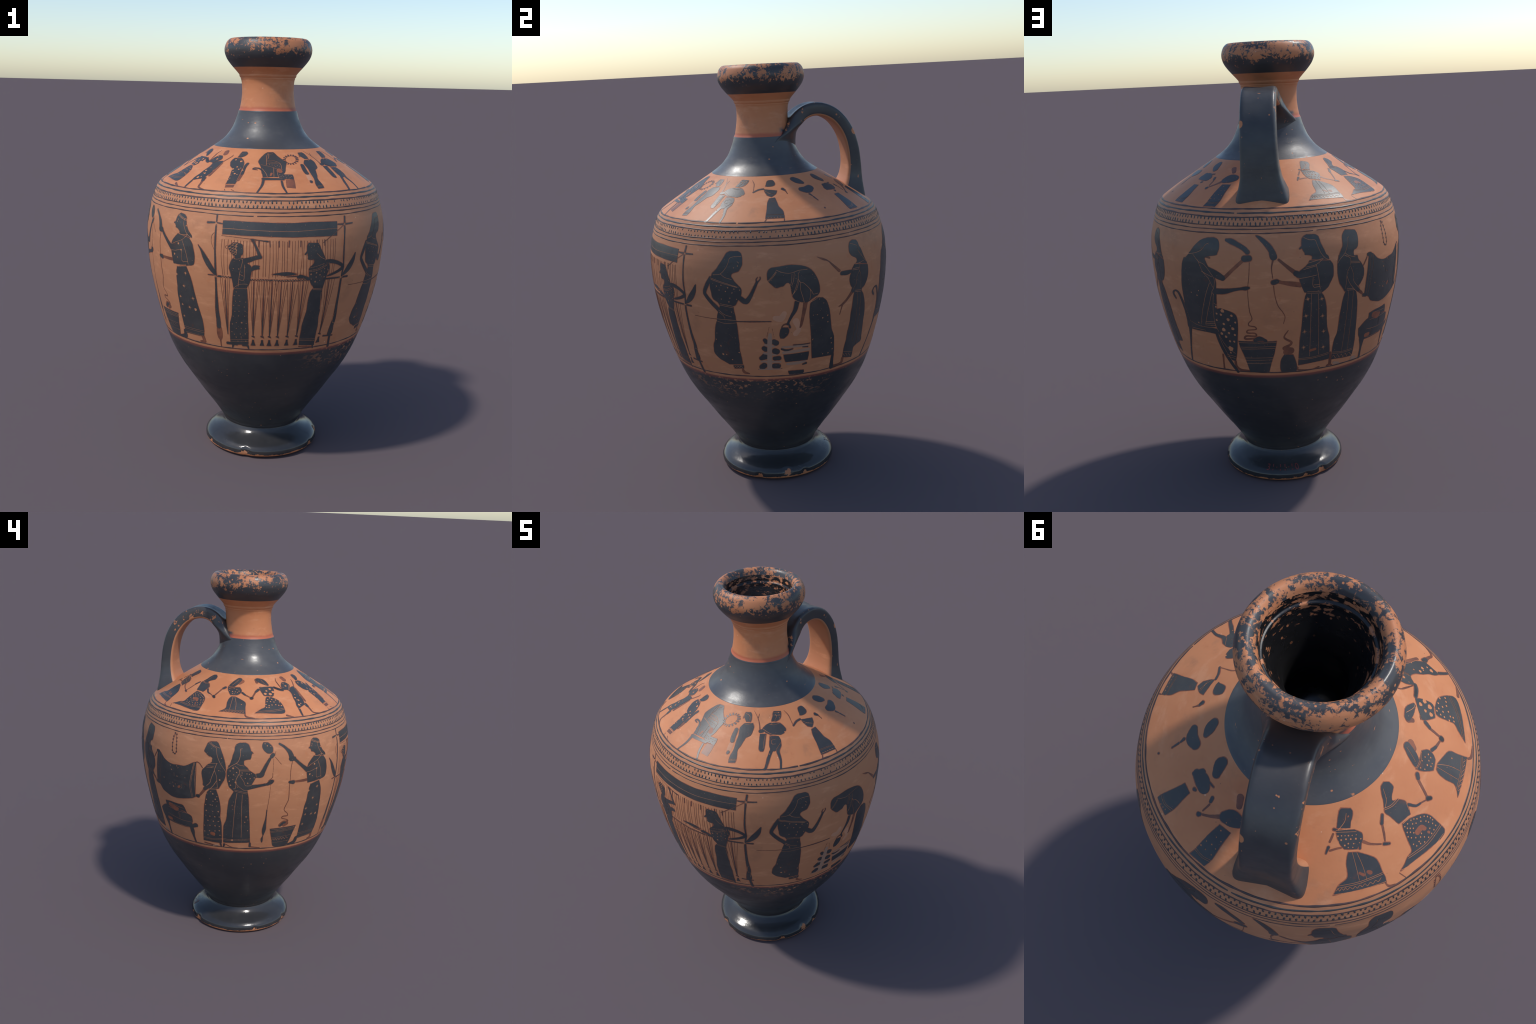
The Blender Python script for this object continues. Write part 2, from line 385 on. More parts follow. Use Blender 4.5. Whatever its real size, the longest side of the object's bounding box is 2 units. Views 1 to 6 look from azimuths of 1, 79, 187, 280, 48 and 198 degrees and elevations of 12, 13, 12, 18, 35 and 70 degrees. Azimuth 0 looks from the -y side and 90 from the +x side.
class Canvas:
    def __init__(self, x0, y0, x1, y1, h):
        self.h, self.x0, self.y0 = h, x0, y0
        self.nx, self.ny = int((x1 - x0) / h) + 2, int((y1 - y0) / h) + 2
        self.X, self.Y = np.meshgrid(x0 + np.arange(self.nx) * h, y0 + np.arange(self.ny) * h)
        self.layer = {}
        self.cuts = np.full(self.X.shape, 9.0)
    def window(self, pts, pad):
        p = np.asarray(pts)
        i0, i1 = int((p[:, 0].min() - pad - self.x0) / self.h), int((p[:, 0].max() + pad - self.x0) / self.h) + 2
        j0, j1 = int((p[:, 1].min() - pad - self.y0) / self.h), int((p[:, 1].max() + pad - self.y0) / self.h) + 2
        return np.s_[max(j0, 0):max(j1, 0), max(i0, 0):max(i1, 0)]
    def field(self, tone):
        return self.layer.setdefault(tone, np.full(self.X.shape, 9.0))
    def loft(self, rows, tone):
        r = np.asarray(rows, float)
        left, right = catmull(r[:, :2], 3), catmull(r[:, 2:], 3)
        poly = np.vstack([left, right[::-1]])
        w = self.window(poly, 7)
        X, Y = self.X[w], self.Y[w]
        if X.size == 0: return
        d, inside = np.full(X.shape, 99.0), np.zeros(X.shape, bool)
        for a, b in zip(poly, np.roll(poly, -1, 0)):
            d = np.minimum(d, seg_distance(X, Y, a, b)[0])
            if a[1] != b[1]:
                inside ^= ((a[1] > Y) != (b[1] > Y)) & (X < (b[0] - a[0]) * (Y - a[1]) / (b[1] - a[1]) + a[0])
        f = self.field(tone)
        f[w] = np.minimum(f[w], np.where(inside, -d, d))
    def limb(self, pts, tone):
        p = catmull(pts, 4) if len(pts) > 2 else np.asarray(pts, float)
        f = self.field(tone)
        for a, b in zip(p[:-1], p[1:]):
            w = self.window([a[:2], b[:2]], max(a[2], b[2]) / 2 + 7)
            X, Y = self.X[w], self.Y[w]
            if X.size == 0: continue
            d, t = seg_distance(X, Y, a, b)
            f[w] = np.minimum(f[w], d - .5 * (a[2] * (1 - t) + b[2] * t))
    def cut(self, pts, width):
        p = catmull(pts, 3) if len(pts) > 2 else np.asarray(pts, float)
        for a, b in zip(p[:-1], p[1:]):
            w = self.window([a, b], width + 3)
            if self.X[w].size == 0: continue
            self.cuts[w] = np.minimum(self.cuts[w], seg_distance(self.X[w], self.Y[w], a, b)[0] - width / 2)
    def dot(self, x, y, size):
        w = self.window([(x, y)], size + 3)
        if self.X[w].size == 0: return
        dx, dy = self.X[w] - x, self.Y[w] - y
        rough = 1 + .07 * np.sin(3 * np.arctan2(dy, dx) + x) + .06 * np.sin(5 * np.arctan2(dy, dx) + y)
        self.cuts[w] = np.minimum(self.cuts[w], np.hypot(dx, dy) - .5 * size * rough)
    def tremble(self):
        X, Y = self.X, self.Y
        return .32 * np.sin(X * .31 + 1.3 * np.sin(Y * .21)) * np.sin(Y * .27 + 1.1 * np.sin(X * .17)) + .22 * np.sin(X * .83 + Y * .4) * np.sin(Y * .9 - X * .5)

CASES = {1: [(0, "a", "d")], 2: [("a", 1, "b")], 4: [("b", 2, "c")], 8: [("c", 3, "d")], 3: [(0, 1, "b", "d")], 6: [("a", 1, 2, "c")], 12: [("b", 2, 3, "d")], 9: [(0, "a", "c", 3)], 7: [(0, 1, 2, "c", "d")], 11: [(0, 1, "b", "c", 3)], 13: [(0, "a", "b", 2, 3)], 14: [("a", 1, 2, 3, "d")], 5: [(0, "a", "d"), ("b", 2, "c")], 10: [("a", 1, "b"), ("c", 3, "d")]}

def sheet(canvas, f):
    """marching squares: the area f < 0 as polygons with a clean edge; also returns the edge segments"""
    ny, nx = f.shape
    ins = f < 0
    code = ins[:-1, :-1] * 1 + ins[:-1, 1:] * 2 + ins[1:, 1:] * 4 + ins[1:, :-1] * 8
    idx = np.full(f.shape, -1)
    verts = []
    jj, ii = np.nonzero(ins)
    idx[jj, ii] = np.arange(len(jj))
    vx = [canvas.X[jj, ii]]; vy = [canvas.Y[jj, ii]]
    faces = []
    j, i = np.nonzero(code == 15)
    faces += np.stack([idx[j, i], idx[j, i + 1], idx[j + 1, i + 1], idx[j + 1, i]], 1).tolist()
    extra, ex, ey, rim = {}, [], [], []
    base = len(jj)
    def edge(j0, i0, j1, i1):
        key = (j0, i0, j1, i1)
        if key not in extra:
            a, b = f[j0, i0], f[j1, i1]
            t = min(max(a / (a - b), .02), .98)
            ex.append(canvas.X[j0, i0] * (1 - t) + canvas.X[j1, i1] * t)
            ey.append(canvas.Y[j0, i0] * (1 - t) + canvas.Y[j1, i1] * t)
            extra[key] = base + len(ex) - 1
        return extra[key]
    for j, i in zip(*np.nonzero((code > 0) & (code < 15))):
        corner = {0: (j, i), 1: (j, i + 1), 2: (j + 1, i + 1), 3: (j + 1, i)}
        for poly in CASES[int(code[j, i])]:
            out = []
            for s in poly:
                if s == "a": out.append(edge(j, i, j, i + 1))
                elif s == "b": out.append(edge(j, i + 1, j + 1, i + 1))
                elif s == "c": out.append(edge(j + 1, i, j + 1, i + 1))
                elif s == "d": out.append(edge(j, i, j + 1, i))
                else: out.append(int(idx[corner[s]]))
            faces.append(out)
            for p, q in zip(out, out[1:] + out[:1]):
                if p >= base and q >= base:
                    rim.append((p, q))
    vx = np.concatenate([vx[0], np.array(ex)]); vy = np.concatenate([vy[0], np.array(ey)])
    return vx, vy, faces, rim

def paint(name, canvas, f, place, tone, parent=None):
    """turn a painted area into a thin layer of slip with a real edge, lying on the wall"""
    vx, vy, faces, rim = sheet(canvas, f)
    if not faces:
        return None
    top = place(vx, vy, LIFT[tone] * MM)
    n = len(top)
    used = sorted({p for e in rim for p in e})
    where = {p: k for k, p in enumerate(used)}
    lowv = place(vx[used], vy[used], -.3 * MM) if used else np.zeros((0, 3))
    V = np.vstack([top, top[used], lowv]) if used else top
    m = len(used)
    walls = [(n + where[p], n + m + where[p], n + m + where[q], n + where[q]) for p, q in rim]
    return add_object(name, V, faces + walls, [MAT[tone]], parent)

def build_figures():
    for fig in FIGURES:
        pts = np.array([q[k:k + 2] for kind, rows, _ in fig["items"] if kind in ("loft", "limb") for q in rows for k in ((0, 2) if kind == "loft" else (0,))])
        h = 1.25 if fig["name"] == "warp_thread" else 1.7 if fig["zone"] is body else 1.3
        wid = max([q[2] for kind, rows, _ in fig["items"] if kind == "limb" for q in rows] + [4]) / 2
        pad = min(wid, 18) + 6
        cv = Canvas(pts[:, 0].min() - pad, pts[:, 1].min() - pad, pts[:, 0].max() + pad, pts[:, 1].max() + pad, h)
        for kind, rows, opt in fig["items"]:
            if kind == "loft": cv.loft(rows, opt)
            elif kind == "limb": cv.limb(rows, opt)
            elif kind == "cut": cv.cut(rows, opt * (1.0 if fig["zone"] is body else .8))
            else:
                for x, y, s in rows: cv.dot(x, y, max(s, 2.6))
        # a few lost flakes
        if "black" in cv.layer:
            j, i = np.nonzero(cv.layer["black"] < -3)
            for k in rng.choice(len(j), size=min(len(j), int(len(j) * h * h / 900)), replace=False) if len(j) else []:
                cv.dot(cv.X[j[k], i[k]], cv.Y[j[k], i[k]], rng.uniform(1.6, 3.2) if fig["zone"] is body else rng.uniform(1.4, 2.4))
        trem = cv.tremble() * (.3 if fig["name"] == "warp_thread" else 1)
        main = None
        if "black" in cv.layer:
            raw = cv.layer["black"] + trem
            main = paint(fig["name"], cv, np.maximum(raw, -cv.cuts), fig["place"], "black")
            spread = 2.1 + 1.0 * np.sin(cv.X * .06 + 2) * np.sin(cv.Y * .045 + 1)
            paint("slip_halo", cv, np.maximum(np.maximum(raw - spread, -(raw + 1.2)), -cv.cuts), fig["place"], "halo", main)
        for tone, label in (("brown", "thinned_slip"), ("rust", "red_patch"), ("white", "added_white"), ("stain", "pale_stain")):
            if tone in cv.layer:
                f = cv.layer[tone] + trem * .8
                if tone == "brown":
                    f = np.maximum(f, -cv.cuts)
                o = paint(label if main else fig["name"], cv, f, fig["place"], tone, main)
                main = main or o

# ------------------------------------------------------------------ ornament bands
def ring_line(name, z, width, tone_key="line", wear=.03, seed=0, parent=None):
    r = np.random.default_rng(100 + seed)
    n = 900
    th = np.arange(n) * 2 * math.pi / n
    ph = r.uniform(0, 6.28, 8)
    mid = z + .0007 * np.sin(3 * th + ph[0]) + .0006 * np.sin(7 * th + ph[1]) + .0004 * np.sin(23 * th + ph[2])
    half = .5 * width * (1 + .16 * np.sin(11 * th + ph[3]) + .14 * np.sin(37 * th + ph[4]) + .1 * np.sin(61 * th + ph[5]))
    lost = np.zeros(n, bool)
    k = 0
    while k < n:
        gap = int(r.integers(1, 5))
        if r.random() < wear * (2.4 if 40 < k * 360 / n < 110 else 1):
            lost[k:k + gap] = True
        k += gap
    rows = np.array([-1, -.4, .4, 1.0])
    V, F = [], []
    for lift, s in ((-.3, -1), (.6, -.86), (.65, 0), (.6, .86), (-.3, 1)):
        V.append(wall_point(th, mid + s * half, lift * MM))
    V = np.vstack(V)
    for row in range(4):
        for j in range(n):
            if not lost[j]:
                k = (j + 1) % n
                F.append((row * n + j, row * n + k, (row + 1) * n + k, (row + 1) * n + j))
    return add_object(name, V, F, [MAT[tone_key]], parent)

def build_bands():
    holder = None
    for k, (z, w, key, wear) in enumerate([(1.3300, .0050, "line", .004), (1.3155, .0060, "black", .004), (1.3005, .0056, "line", .004), (1.2675, .0042, "line", .004), (1.2530, .0047, "line", .004), (1.2375, .0045, "line", .004), (.6255, .0062, "line", .004)]):
        ring_line("painted_line", z, w, key, wear, k)
    # double row of dabs between the lines, staggered
    V, F = [], []
    r = np.random.default_rng(5)
    count, M = 186, 12
    a = np.arange(M) * 2 * math.pi / M
    for row, z0 in ((0, 1.2925), (1, 1.2757)):
        for k in range(count):
            th0 = (k + .5 * row + r.normal(0, .07)) * 2 * math.pi / count
            deg = math.degrees(th0) % 360
            weak = 30 < deg < 95
            if r.random() < (.16 if weak else .015):
                continue
            hw = r.uniform(.0024, .0038) * (.8 if weak else 1)
            hh = r.uniform(.0048, .0066) * (.75 if weak else 1)
            if not weak and deg > 95:
                hh *= 1.12
            z = z0 + r.normal(0, .0008) + (.0012 if row == 0 else -.0008)
            lean = r.normal(0, .12)
            dz, dx = hh * np.sin(a), hw * np.cos(a) + lean * hh * np.sin(a)
            th = th0 + dx / .54
            b = len(V)
            V += list(wall_point(th, z + dz, .70 * MM)) + list(wall_point(np.array([th0]), np.array([z]), .78 * MM)) + list(wall_point(th0 + dx * 1.1 / .54, z + dz * 1.1, -.3 * MM))
            for j in range(M):
                q = (j + 1) % M
                F.append((b + j, b + q, b + M)); F.append((b + M + 1 + j, b + M + 1 + q, b + q, b + j))
    o = add_object("band_dab", V, F, [MAT["black"]])
    o["kind"] = "stuff"

def build_warp():
    """loom threads, thread bundles and clay loom weights, laid out by rule across the loom"""
    r = np.random.default_rng(21)
    figure("warp_thread", body, 6)
    for x in np.arange(-229, 262, 13.2):
        x += r.normal(0, 2.2)
        top = 505 + r.uniform(-4, 2)
        limb("thread", (x, top, 2.3), (x + r.normal(0, 1.5), 430, 1.9), (x + r.normal(0, 2), 346 + r.uniform(-4, 6), 2.3), tone="brown")
    for x in (-74, -30, 8, 50, 98, 170, 205):
        limb("thread", (x, 505, 2.6), (x + r.normal(0, 1), 480, 2.0), tone="black")
    weights = (-218, -96, -53, -19, 19, 66, 112, 234)
    for wx in weights:
        for k in range(5):
            x0 = wx + (k - 1.6) * 12 + r.normal(0, 2)
            mid = wx + (x0 - wx) * .45
            limb("bundle", (x0, 334, 1.9), (mid, 190, 2.1), (wx + (k - 2) * 1.0, 72, 2.4), tone="brown")
        limb("bundle", (wx + 3, 325, 1.8), (wx + 1, 180, 3.0), (wx, 110, 5.0), (wx, 66, 3.0))
    figure("loom_weight", body, 6)
    for wx in weights[1:]:
        limb("knot", (wx - 5, 64, 5), (wx + 4, 61, 6)); limb("loop", (wx, 60, 2), (wx + 9, 54, 2), tone="brown")
        loft("weight", (wx - 4, 46, wx + 4, 46), (wx - 5, 34, wx + 5, 34), (wx - 11, 17, wx + 11, 17))

def build_number():
    """small museum number written in red on the foot"""
    cu = bpy.data.curves.new("accession_number", "FONT")
    cu.body = "31·11·10"; cu.size = 1.0; cu.space_character = 1.15
    ob = bpy.data.objects.new("accession_number", cu)
    bpy.context.scene.collection.objects.link(ob)
    me = bpy.data.meshes.new_from_object(ob.evaluated_get(bpy.context.evaluated_depsgraph_get()))
    bpy.data.objects.remove(ob)
    v = np.array([p.co[:2] for p in me.vertices])
    v = (v - v.min(0)) / (v.max(0) - v.min(0))
    c = curves["foot"]
    arc = np.concatenate([[0], np.cumsum(np.linalg.norm(np.diff(c, axis=0), axis=1))])
    a0 = np.interp(.0500, c[:, 1], arc); a1 = np.interp(.0685, c[:, 1], arc)
    s = a0 + (a1 - a0) * v[:, 1]
    r, z = np.interp(s, arc, c[:, 0]), np.interp(s, arc, c[:, 1])
    th = np.radians(168.6 + 32.5 * v[:, 0])
    tr, tz = np.interp(s + .002, arc, c[:, 0]) - r, np.interp(s + .002, arc, c[:, 1]) - z
    L = np.hypot(tr, tz)
    lift = .0011
    R = r + wobble(th, z) + lift * tz / L
    Z = z - lift * tr / L
    bx, by = bend(z)
    P = np.stack([R * np.sin(th) + bx, -R * np.cos(th) + by, Z], -1)
    add_object("accession_number", P, [list(p.vertices) for p in me.polygons], [MAT["number"]], smooth=False)


# ------------------------------------------------------------------ the friezes (millimetres in each figure's own chart)
figure('spinning_woman', body, -44)
loft('head', (32,595,55,591), (20,588,69,580), (12,575,71,565), (7.5,560,75,549), (4.9,549,81,537), (10,539,88,525), (25,527,100,513), (38,516,108,503), (38,506,109,493))
limb('nose', (12,554,6.9), (0,549,5.1))
limb('chin', (30,533,16), (14,533,6.4))
loft('torso', (29,505,94,493), (12,489,112,470), (-4.1,471,118,447), (-11,452,123,426), (-12,428,123,400), (-9.3,402,115,376), (-2.5,365,78,367))
loft('skirt', (19,354,76,365), (18,348,80,355), (13,330,95,320), (10,291,104,282), (8.6,260,110,244), (1.3,225,118,196), (2.1,178,128,146), (0.8,146,133,121), (0,103,134,83), (1.4,64,133,61), (3.2,29,126,32))
limb('foot', (-2,33,21), (-5.8,11,24), (-28,3.4,17), (-52,1.6,8.9))
limb('foot', (121,28,20), (123,7.2,19), (100,2.9,9.4), tone='brown')
limb('arm', (-9.2,435,22), (-47,468,15), (-74,493,13), (-84,503,13))
limb('hand', (-89,506,22), (-103,507,26))
limb('wool', (-103,520,25), (-111,540,21), (-127,558,13), (-142,572,11), (-163,585,9.3))
limb('arm', (-8.6,383,15), (-41,382,14), (-76,383,12), tone='brown')
limb('hand', (-88,381,21), (-106,383,13))
limb('thread', (-97,494,3.8), (-104,449,3.4), (-104,399,3.4), (-105,349,3.9), (-102,288,4.5), (-111,258,4.8), (-119,227,4.3), (-97,203,4.4), (-96,189,6), (-120,188,6.2), (-125,177,4.8), (-96,166,5.8), (-87,153,9.1), (-114,155,11), (-133,133,12), (-89,141,18), (-105,132,19), tone='brown')
limb('wool', (-126,133,14), (-109,148,14), (-101,146,9.5))
cut((20,590), (45,577), (71,571))
cut((19,584), (42,573), (70,566))
cut((57,570), (57,552), (66,531), (82,508), (111,492))
cut((34,504), (58,503), (82,507))
cut((-5.7,453), (13,464), (53,480), (82,504))
cut((53,480), (64,459), (79,419), (88,374))
cut((-12,425), (15,427), (50,433), (52,386), (85,386))
cut((22,355), (76,365))
cut((18,361), (76,370))
cut((1.1,62), (131,60))
cut((1.1,53), (132,52))
cut((4.2,33), (125,34))
stars((68,331,16), (51,268,17), (95,216,18), (17,212,16), (66,168,18), (18,116,16), (13,317,13), (22,174,14))
dots((33,461,10), (7.4,410,10), (20,566,5.2), (50,435,8.6), (101,163,14), (73,544,6.5), (17,557,5.2), (26,398,5.7))

figure('wool_basket', body, -55)
loft('basket', (-77,117,78,119), (-72,98,74,100), (-63,68,66,68), (-55,42,61,39), (-50,22,56,20), (-42,5.8,49,1.6), (-23,-4.4,33,-6.6))
cut((-74,110), (77,111))
cut((-71,100), (75,104))
cut((-69,93), (73,97))
cut((-59,59), (60,63))
cut((-50,25), (55,29))
cut((-54,42), (-49,54), (-40,41), (-36,55), (-26,40), (-21,54), (-9,40), (-5,55), (7.8,41), (12,55), (25,41), (29,55), (45,42))

figure('weaving_woman', body, -10)
loft('hairnet', (-26,494,-7.7,495), (-39,483,-0.1,486), (-48,475,-5.4,478), (-45,464,-11,466), (-38,453,-12,454), (-29,442,-13,443), (-22,437,-16,437))
loft('face', (-8.4,491,2.7,492), (-9.3,483,13,485), (-15,470,15,471), (-15,454,16,456), (-16,443,13,444), (-18,437,7.5,439), (-20,425,4.6,426))
loft('torso', (-25,426,15,429), (-35,412,18,415), (-41,394,45,399), (-43,381,51,387), (-40,370,52,376), (-36,354,49,359), (-32,334,46,339), (-28,314,43,319), (-26,298,34,302), (-24,288,31,292))
limb('arm', (12,414,24), (41,422,21), (63,431,17), (83,436,16), (89,434,8.5))
limb('arm', (85,438,13), (72,470,9.5), (60,496,8.1), (55,506,13))
limb('beating_stick', (47,511,3), (83,507,2.7), (116,503,6.1))
limb('hand', (49,373,5.2), (61,388,18), (71,390,18), (82,395,5.4))
limb('finger', (71,386,7.9), (82,385,4.8))
loft('skirt', (-23,289,32,293), (-27,277,33,282), (-31,248,34,253), (-35,205,35,210), (-39,161,34,167), (-49,125,34,132), (-53,80,35,88), (-54,48,35,56), (-56,13,34,21))
limb('foot', (-70,19,14), (-47,19,12), (-24,17,11))
limb('foot', (-42,12,11), (-46,-1.1,5.5))
limb('foot', (7.6,15,8.5), (30,14,9.6), (35,-0.6,5.6))
limb('hair_ring', (-51,478,2.3), (-57,477,2.3), (-59,471,2.3), (-55,466,2.3), (-50,468,2.3), tone='brown')
cut((-23,424), (-10,423), (14,423), (8.5,393), (0.9,357), (-3.2,324), (-5.6,300))
cut((23,400), (21,362), (18,330), (0.6,332))
cut((0.9,357), (18,348))
cut((-24,289), (32,294))
cut((-23,293), (-7.3,307), (16,313), (35,313))
cut((-9.5,491), (-15,472), (-11,458), (-14,441))
cut((-45,473), (-8.8,462))
cut((-38,483), (-6.5,476))
cut((-28,490), (-5.7,487))
cut((-41,460), (-12,451))
cut((-35,451), (-14,443))
cut((-45,468), (-19,493))
cut((-41,458), (-7.6,489))
cut((-35,451), (-11,476))
cut((-29,442), (-11,462))
cut((-54,39), (35,45))
cut((-55,30), (35,35))
dots((-14,275,4.4), (-24,257,4.5), (-2.7,258,4.4), (-19,231,4.5), (0.4,231,4.5), (26,230,4.5), (-28,210,4.6), (-4.3,211,4.6), (19,206,4.5), (-24,182,4.7), (-5.3,184,4.6), (22,186,4.6), (-33,158,4.7), (-8.2,161,4.7), (20,162,4.6), (-39,119,5.7), (-20,127,4.8), (5.2,129,7.7), (26,127,4.7), (-21,98,4.9), (2.2,100,4.8), (23,102,4.8), (-44,80,5), (-3.1,72,5.3), (21,74,5.3), (-24,54,5.5), (-32,68,5), (0.5,56,4.9), (-22,411,4.2), (1,417,4.2), (-25,380,4.3), (-2,380,5.4), (-16,34,5), (22,37,4.9))

figure('leaning_woman', body, 25)
loft('head', (-51,495,-7.2,493), (-56,484,1,481), (-57,473,5.3,469), (-57,461,12,457), (-54,445,19,441), (-51,434,26,428), (-38,425,29,420))
limb('nose', (-53,459,8), (-64,447,5.7))
limb('chin', (-46,429,14), (-32,427,12))
loft('neck', (-26,424,29,420), (-23,412,33,408), (-27,401,47,395))
loft('torso', (-26,402,47,397), (-40,389,51,382), (-46,378,50,370), (-44,362,42,355), (-42,345,39,339), (-38,329,34,323), (-32,312,30,307), (-21,299,27,294), (-18,288,26,284))
limb('arm', (25,405,23), (55,408,18), (93,397,15), (119,381,15), (119,370,17))
limb('arm', (119,370,15), (92,357,13), (61,347,9.2), (45,343,5.4))
limb('arm', (-41,337,9.4), (-61,344,11), (-81,348,17), (-92,344,7.5))
limb('finger', (-87,351,4.1), (-136,349,2.8))
loft('skirt', (-20,290,25,285), (-31,275,25,270), (-36,250,27,244), (-38,229,26,223), (-39,186,28,179), (-44,160,26,153), (-51,117,31,108), (-51,85,30,77), (-53,53,31,44), (-51,15,33,6))
limb('foot', (25,5.6,7.5), (29,-7.7,5.5))
limb('foot', (-49,6.7,6.8), (21,-0.1,5.1), tone='brown')
cut((-45,369), (-6.3,372), (35,391), (37,405))
cut((-44,374), (-6.8,378), (30,394))
cut((-40,385), (-7.7,391), (27,401))
cut((37,399), (41,371), (50,370))
cut((-20,290), (26,284))
cut((-20,285), (25,279))
cut((-11,447), (6.5,430), (31,417))
cut((47,403), (54,370))
cut((21,270), (27,188))
cut((-51,46), (30,38))
cut((-52,39), (29,30))
dots((-9.7,361,7.4), (12,367,5.9), (-34,356,8.1), (7.9,351,5.9), (28,340,6), (-10,342,5.8), (-32,334,4.9), (-13,321,8.4), (27,377,5.9), (28,361,5.1), (8.1,325,4.2), (-25,481,4.7), (-39,474,3.9), (-7.2,476,4), (-17,459,3.2), (-27,465,3.1), (-47,486,3.9))

figure('shuttle', body, 10)
limb('shuttle', (-55,360,2), (-35,362,8), (-1.7,362,17), (24,362,12), (44,360,2.4))

figure('loom', body, 6)
limb('post', (-258,605,5.8), (-258,577,5.7), (-258,539,6.5), (-258,462,6.5), (-257,400,7.4), (-257,347,8.3), (-257,302,7.6), (-259,240,11), (-262,175,17), (-260,131,20), (-261,98,20))
limb('post_foot', (-260,96,24), (-260,69,31), (-260,46,25), (-260,30,9.2), (-260,-6.1,5.4), tone='brown')
limb('crossbar', (-298,570,8.2), (-264,572,6.7), (-229,569,2.9))
limb('rod', (-292,342,3.4), (-259,343,4.1))
limb('rod', (-247,340,7.4), (-218,340,7.4), (-187,339,5.7))
limb('heddle', (-108,334,7.3), (-67,334,7.3), (-16,333,7.3))
limb('bow', (-254,538,2), (-273,519,2), (-276,488,2.1), (-261,454,2.1), (-257,443,2.1), tone='brown')
limb('stretcher', (-231,520,2.3), (-162,516,2.3), (-99,511,2.3), tone='brown')
limb('heddle', (-18,334,7.3), (19,332,7.3), (57,332,7.3), (95,332,7.4), (142,333,7.5))
limb('post', (318,595,7.3), (313,563,7.1), (308,517,6.1), (304,439,6.1), (307,378,6.4), (302,337,7.6), (300,313,8.6), (299,262,10), (300,189,13), (303,131,18), (299,96,23), (298,64,29), (295,55,25))
limb('crossbar', (259,47,6.3), (317,42,5.6))
limb('post', (300,41,11), (304,12,12), (309,-13,13))
limb('crossbar', (276,566,3.8), (310,564,5.3), (359,565,4.6))
limb('stick', (200,493,4.1), (249,526,4.3), (310,562,4.3), tone='brown')
limb('rod', (218,330,6.8), (269,329,6.1), (335,328,7.3))
stars((-260,569,16), (-257,341,16))
stars((298,329,17), (313,563,13))
cut((-104,337), (-99,332), (-93,337), (-88,331), (-82,337), (-76,331), (-71,337), (-65,331), (-60,336), (-54,330), (-49,336), (-43,330), (-38,335), (-32,330), (-27,334), (-21,329), (-16,334))
cut((-230,343), (-225,336), (-218,343), (-213,337), (-207,344), (-201,337), (-195,343))
cut((-14,337), (-8.5,330), (-3.2,336), (2.6,329), (7.9,336), (14,329), (19,335), (25,329), (30,336), (36,329), (41,335), (47,329), (53,336), (59,329), (64,336), (70,329), (76,336), (82,329), (87,336), (93,329), (99,335), (105,329), (110,335), (117,329), (122,335), (129,329))
cut((302,162), (295,137), (298,109), (310,105), (305,67))

figure('warp_beam', body, 9)
loft('roll', (-258,583,-256,526), (-206,584,-202,526), (-153,583,-150,525), (-101,582,-99,525), (-49,581,-48,523))
loft('roll', (-59,581,-58,524), (-14,580,-14,522), (42,580,41,521), (81,581,79,521), (121,582,118,521), (163,581,159,520), (207,579,202,519), (244,578,238,519))
cut((-257,551), (-204,551), (-151,549), (-100,548), (-49,547))
cut((-55,547), (-14,546), (41,545), (99,547), (160,549), (243,549))
cut((175,495), (242,538))

figure('spear_leaf', body, -25)
limb('blade', (-40,469,2.7), (-24,448,9), (-5,414,21), (15,381,23), (35,355,17), (44,344,5.3))

figure('spear_leaf', body, 41)
limb('blade', (38,430,6.2), (25,399,21), (3.4,369,26), (-15,349,17), (-34,335,4.3))

figure('gesturing_woman', body, 61)
loft('head', (11,587,48,588), (-2.9,579,60,580), (-12,564,65,566), (-24,545,66,547), (-36,528,65,530), (-46,512,57,515), (-57,500,48,503), (-66,492,28,496), (-70,483,18,487), (-74,468,19,473))
loft('torso', (-79,470,20,475), (-80,453,31,458), (-81,437,45,443), (-80,421,57,428), (-77,405,58,411), (-74,384,53,391), (-67,373,44,378), (-50,362,36,366), (-43,349,29,353), (-42,344,19,347))
limb('arm', (-77,471,11), (-91,444,17), (-109,406,15), (-103,386,16), (-78,355,17), (-55,332,17), (-37,308,17), (-18,293,16), (1.9,295,5.1))
limb('arm', (49,385,21), (74,369,23), (94,393,15), (111,427,11), (124,454,9.5))
limb('finger', (123,456,5.9), (122,468,2.9), (128,476,2.2))
limb('finger', (128,457,5.2), (138,468,2.9), (138,477,2.5))
loft('skirt', (-42,344,19,348), (-50,324,19,328), (-60,298,23,303), (-66,272,24,278), (-75,249,26,256), (-85,213,26,222), (-92,176,26,186), (-104,152,26,164), (-109,128,23,141), (-110,104,24,118), (-89,79,26,90), (-67,68,26,76), (-42,54,26,59))
loft('hem', (-21,52,30,56), (-23,45,30,48), (-20,34,29,38))
limb('foot', (22,37,8.1), (27,17,15), (52,9.8,6.2), tone='brown')
limb('rod', (-178,285,2.5), (-106,282,2.8), (-62,281,3.6), tone='brown')
limb('rod', (22,275,3.9), (117,275,3.8), (174,274,3))
cut((62,566), (33,565), (12,558), (5.8,539), (-6.2,515), (-31,489), (-64,484))
cut((-29,489), (-11,475), (19,467))
cut((-77,470), (-32,456), (6.7,445), (43,434))
cut((-75,464), (-32,451), (6.5,441), (40,432))
cut((-40,355), (20,346))
cut((-41,349), (17,339))
cut((-51,325), (-25,305), (6.1,296))
cut((-51,316), (-30,299), (-28,287))
cut((-64,282), (-20,281), (24,280))
cut((-66,272), (-31,263), (23,268))
cut((44,545), (52,538))
cut((-24,51), (30,55))
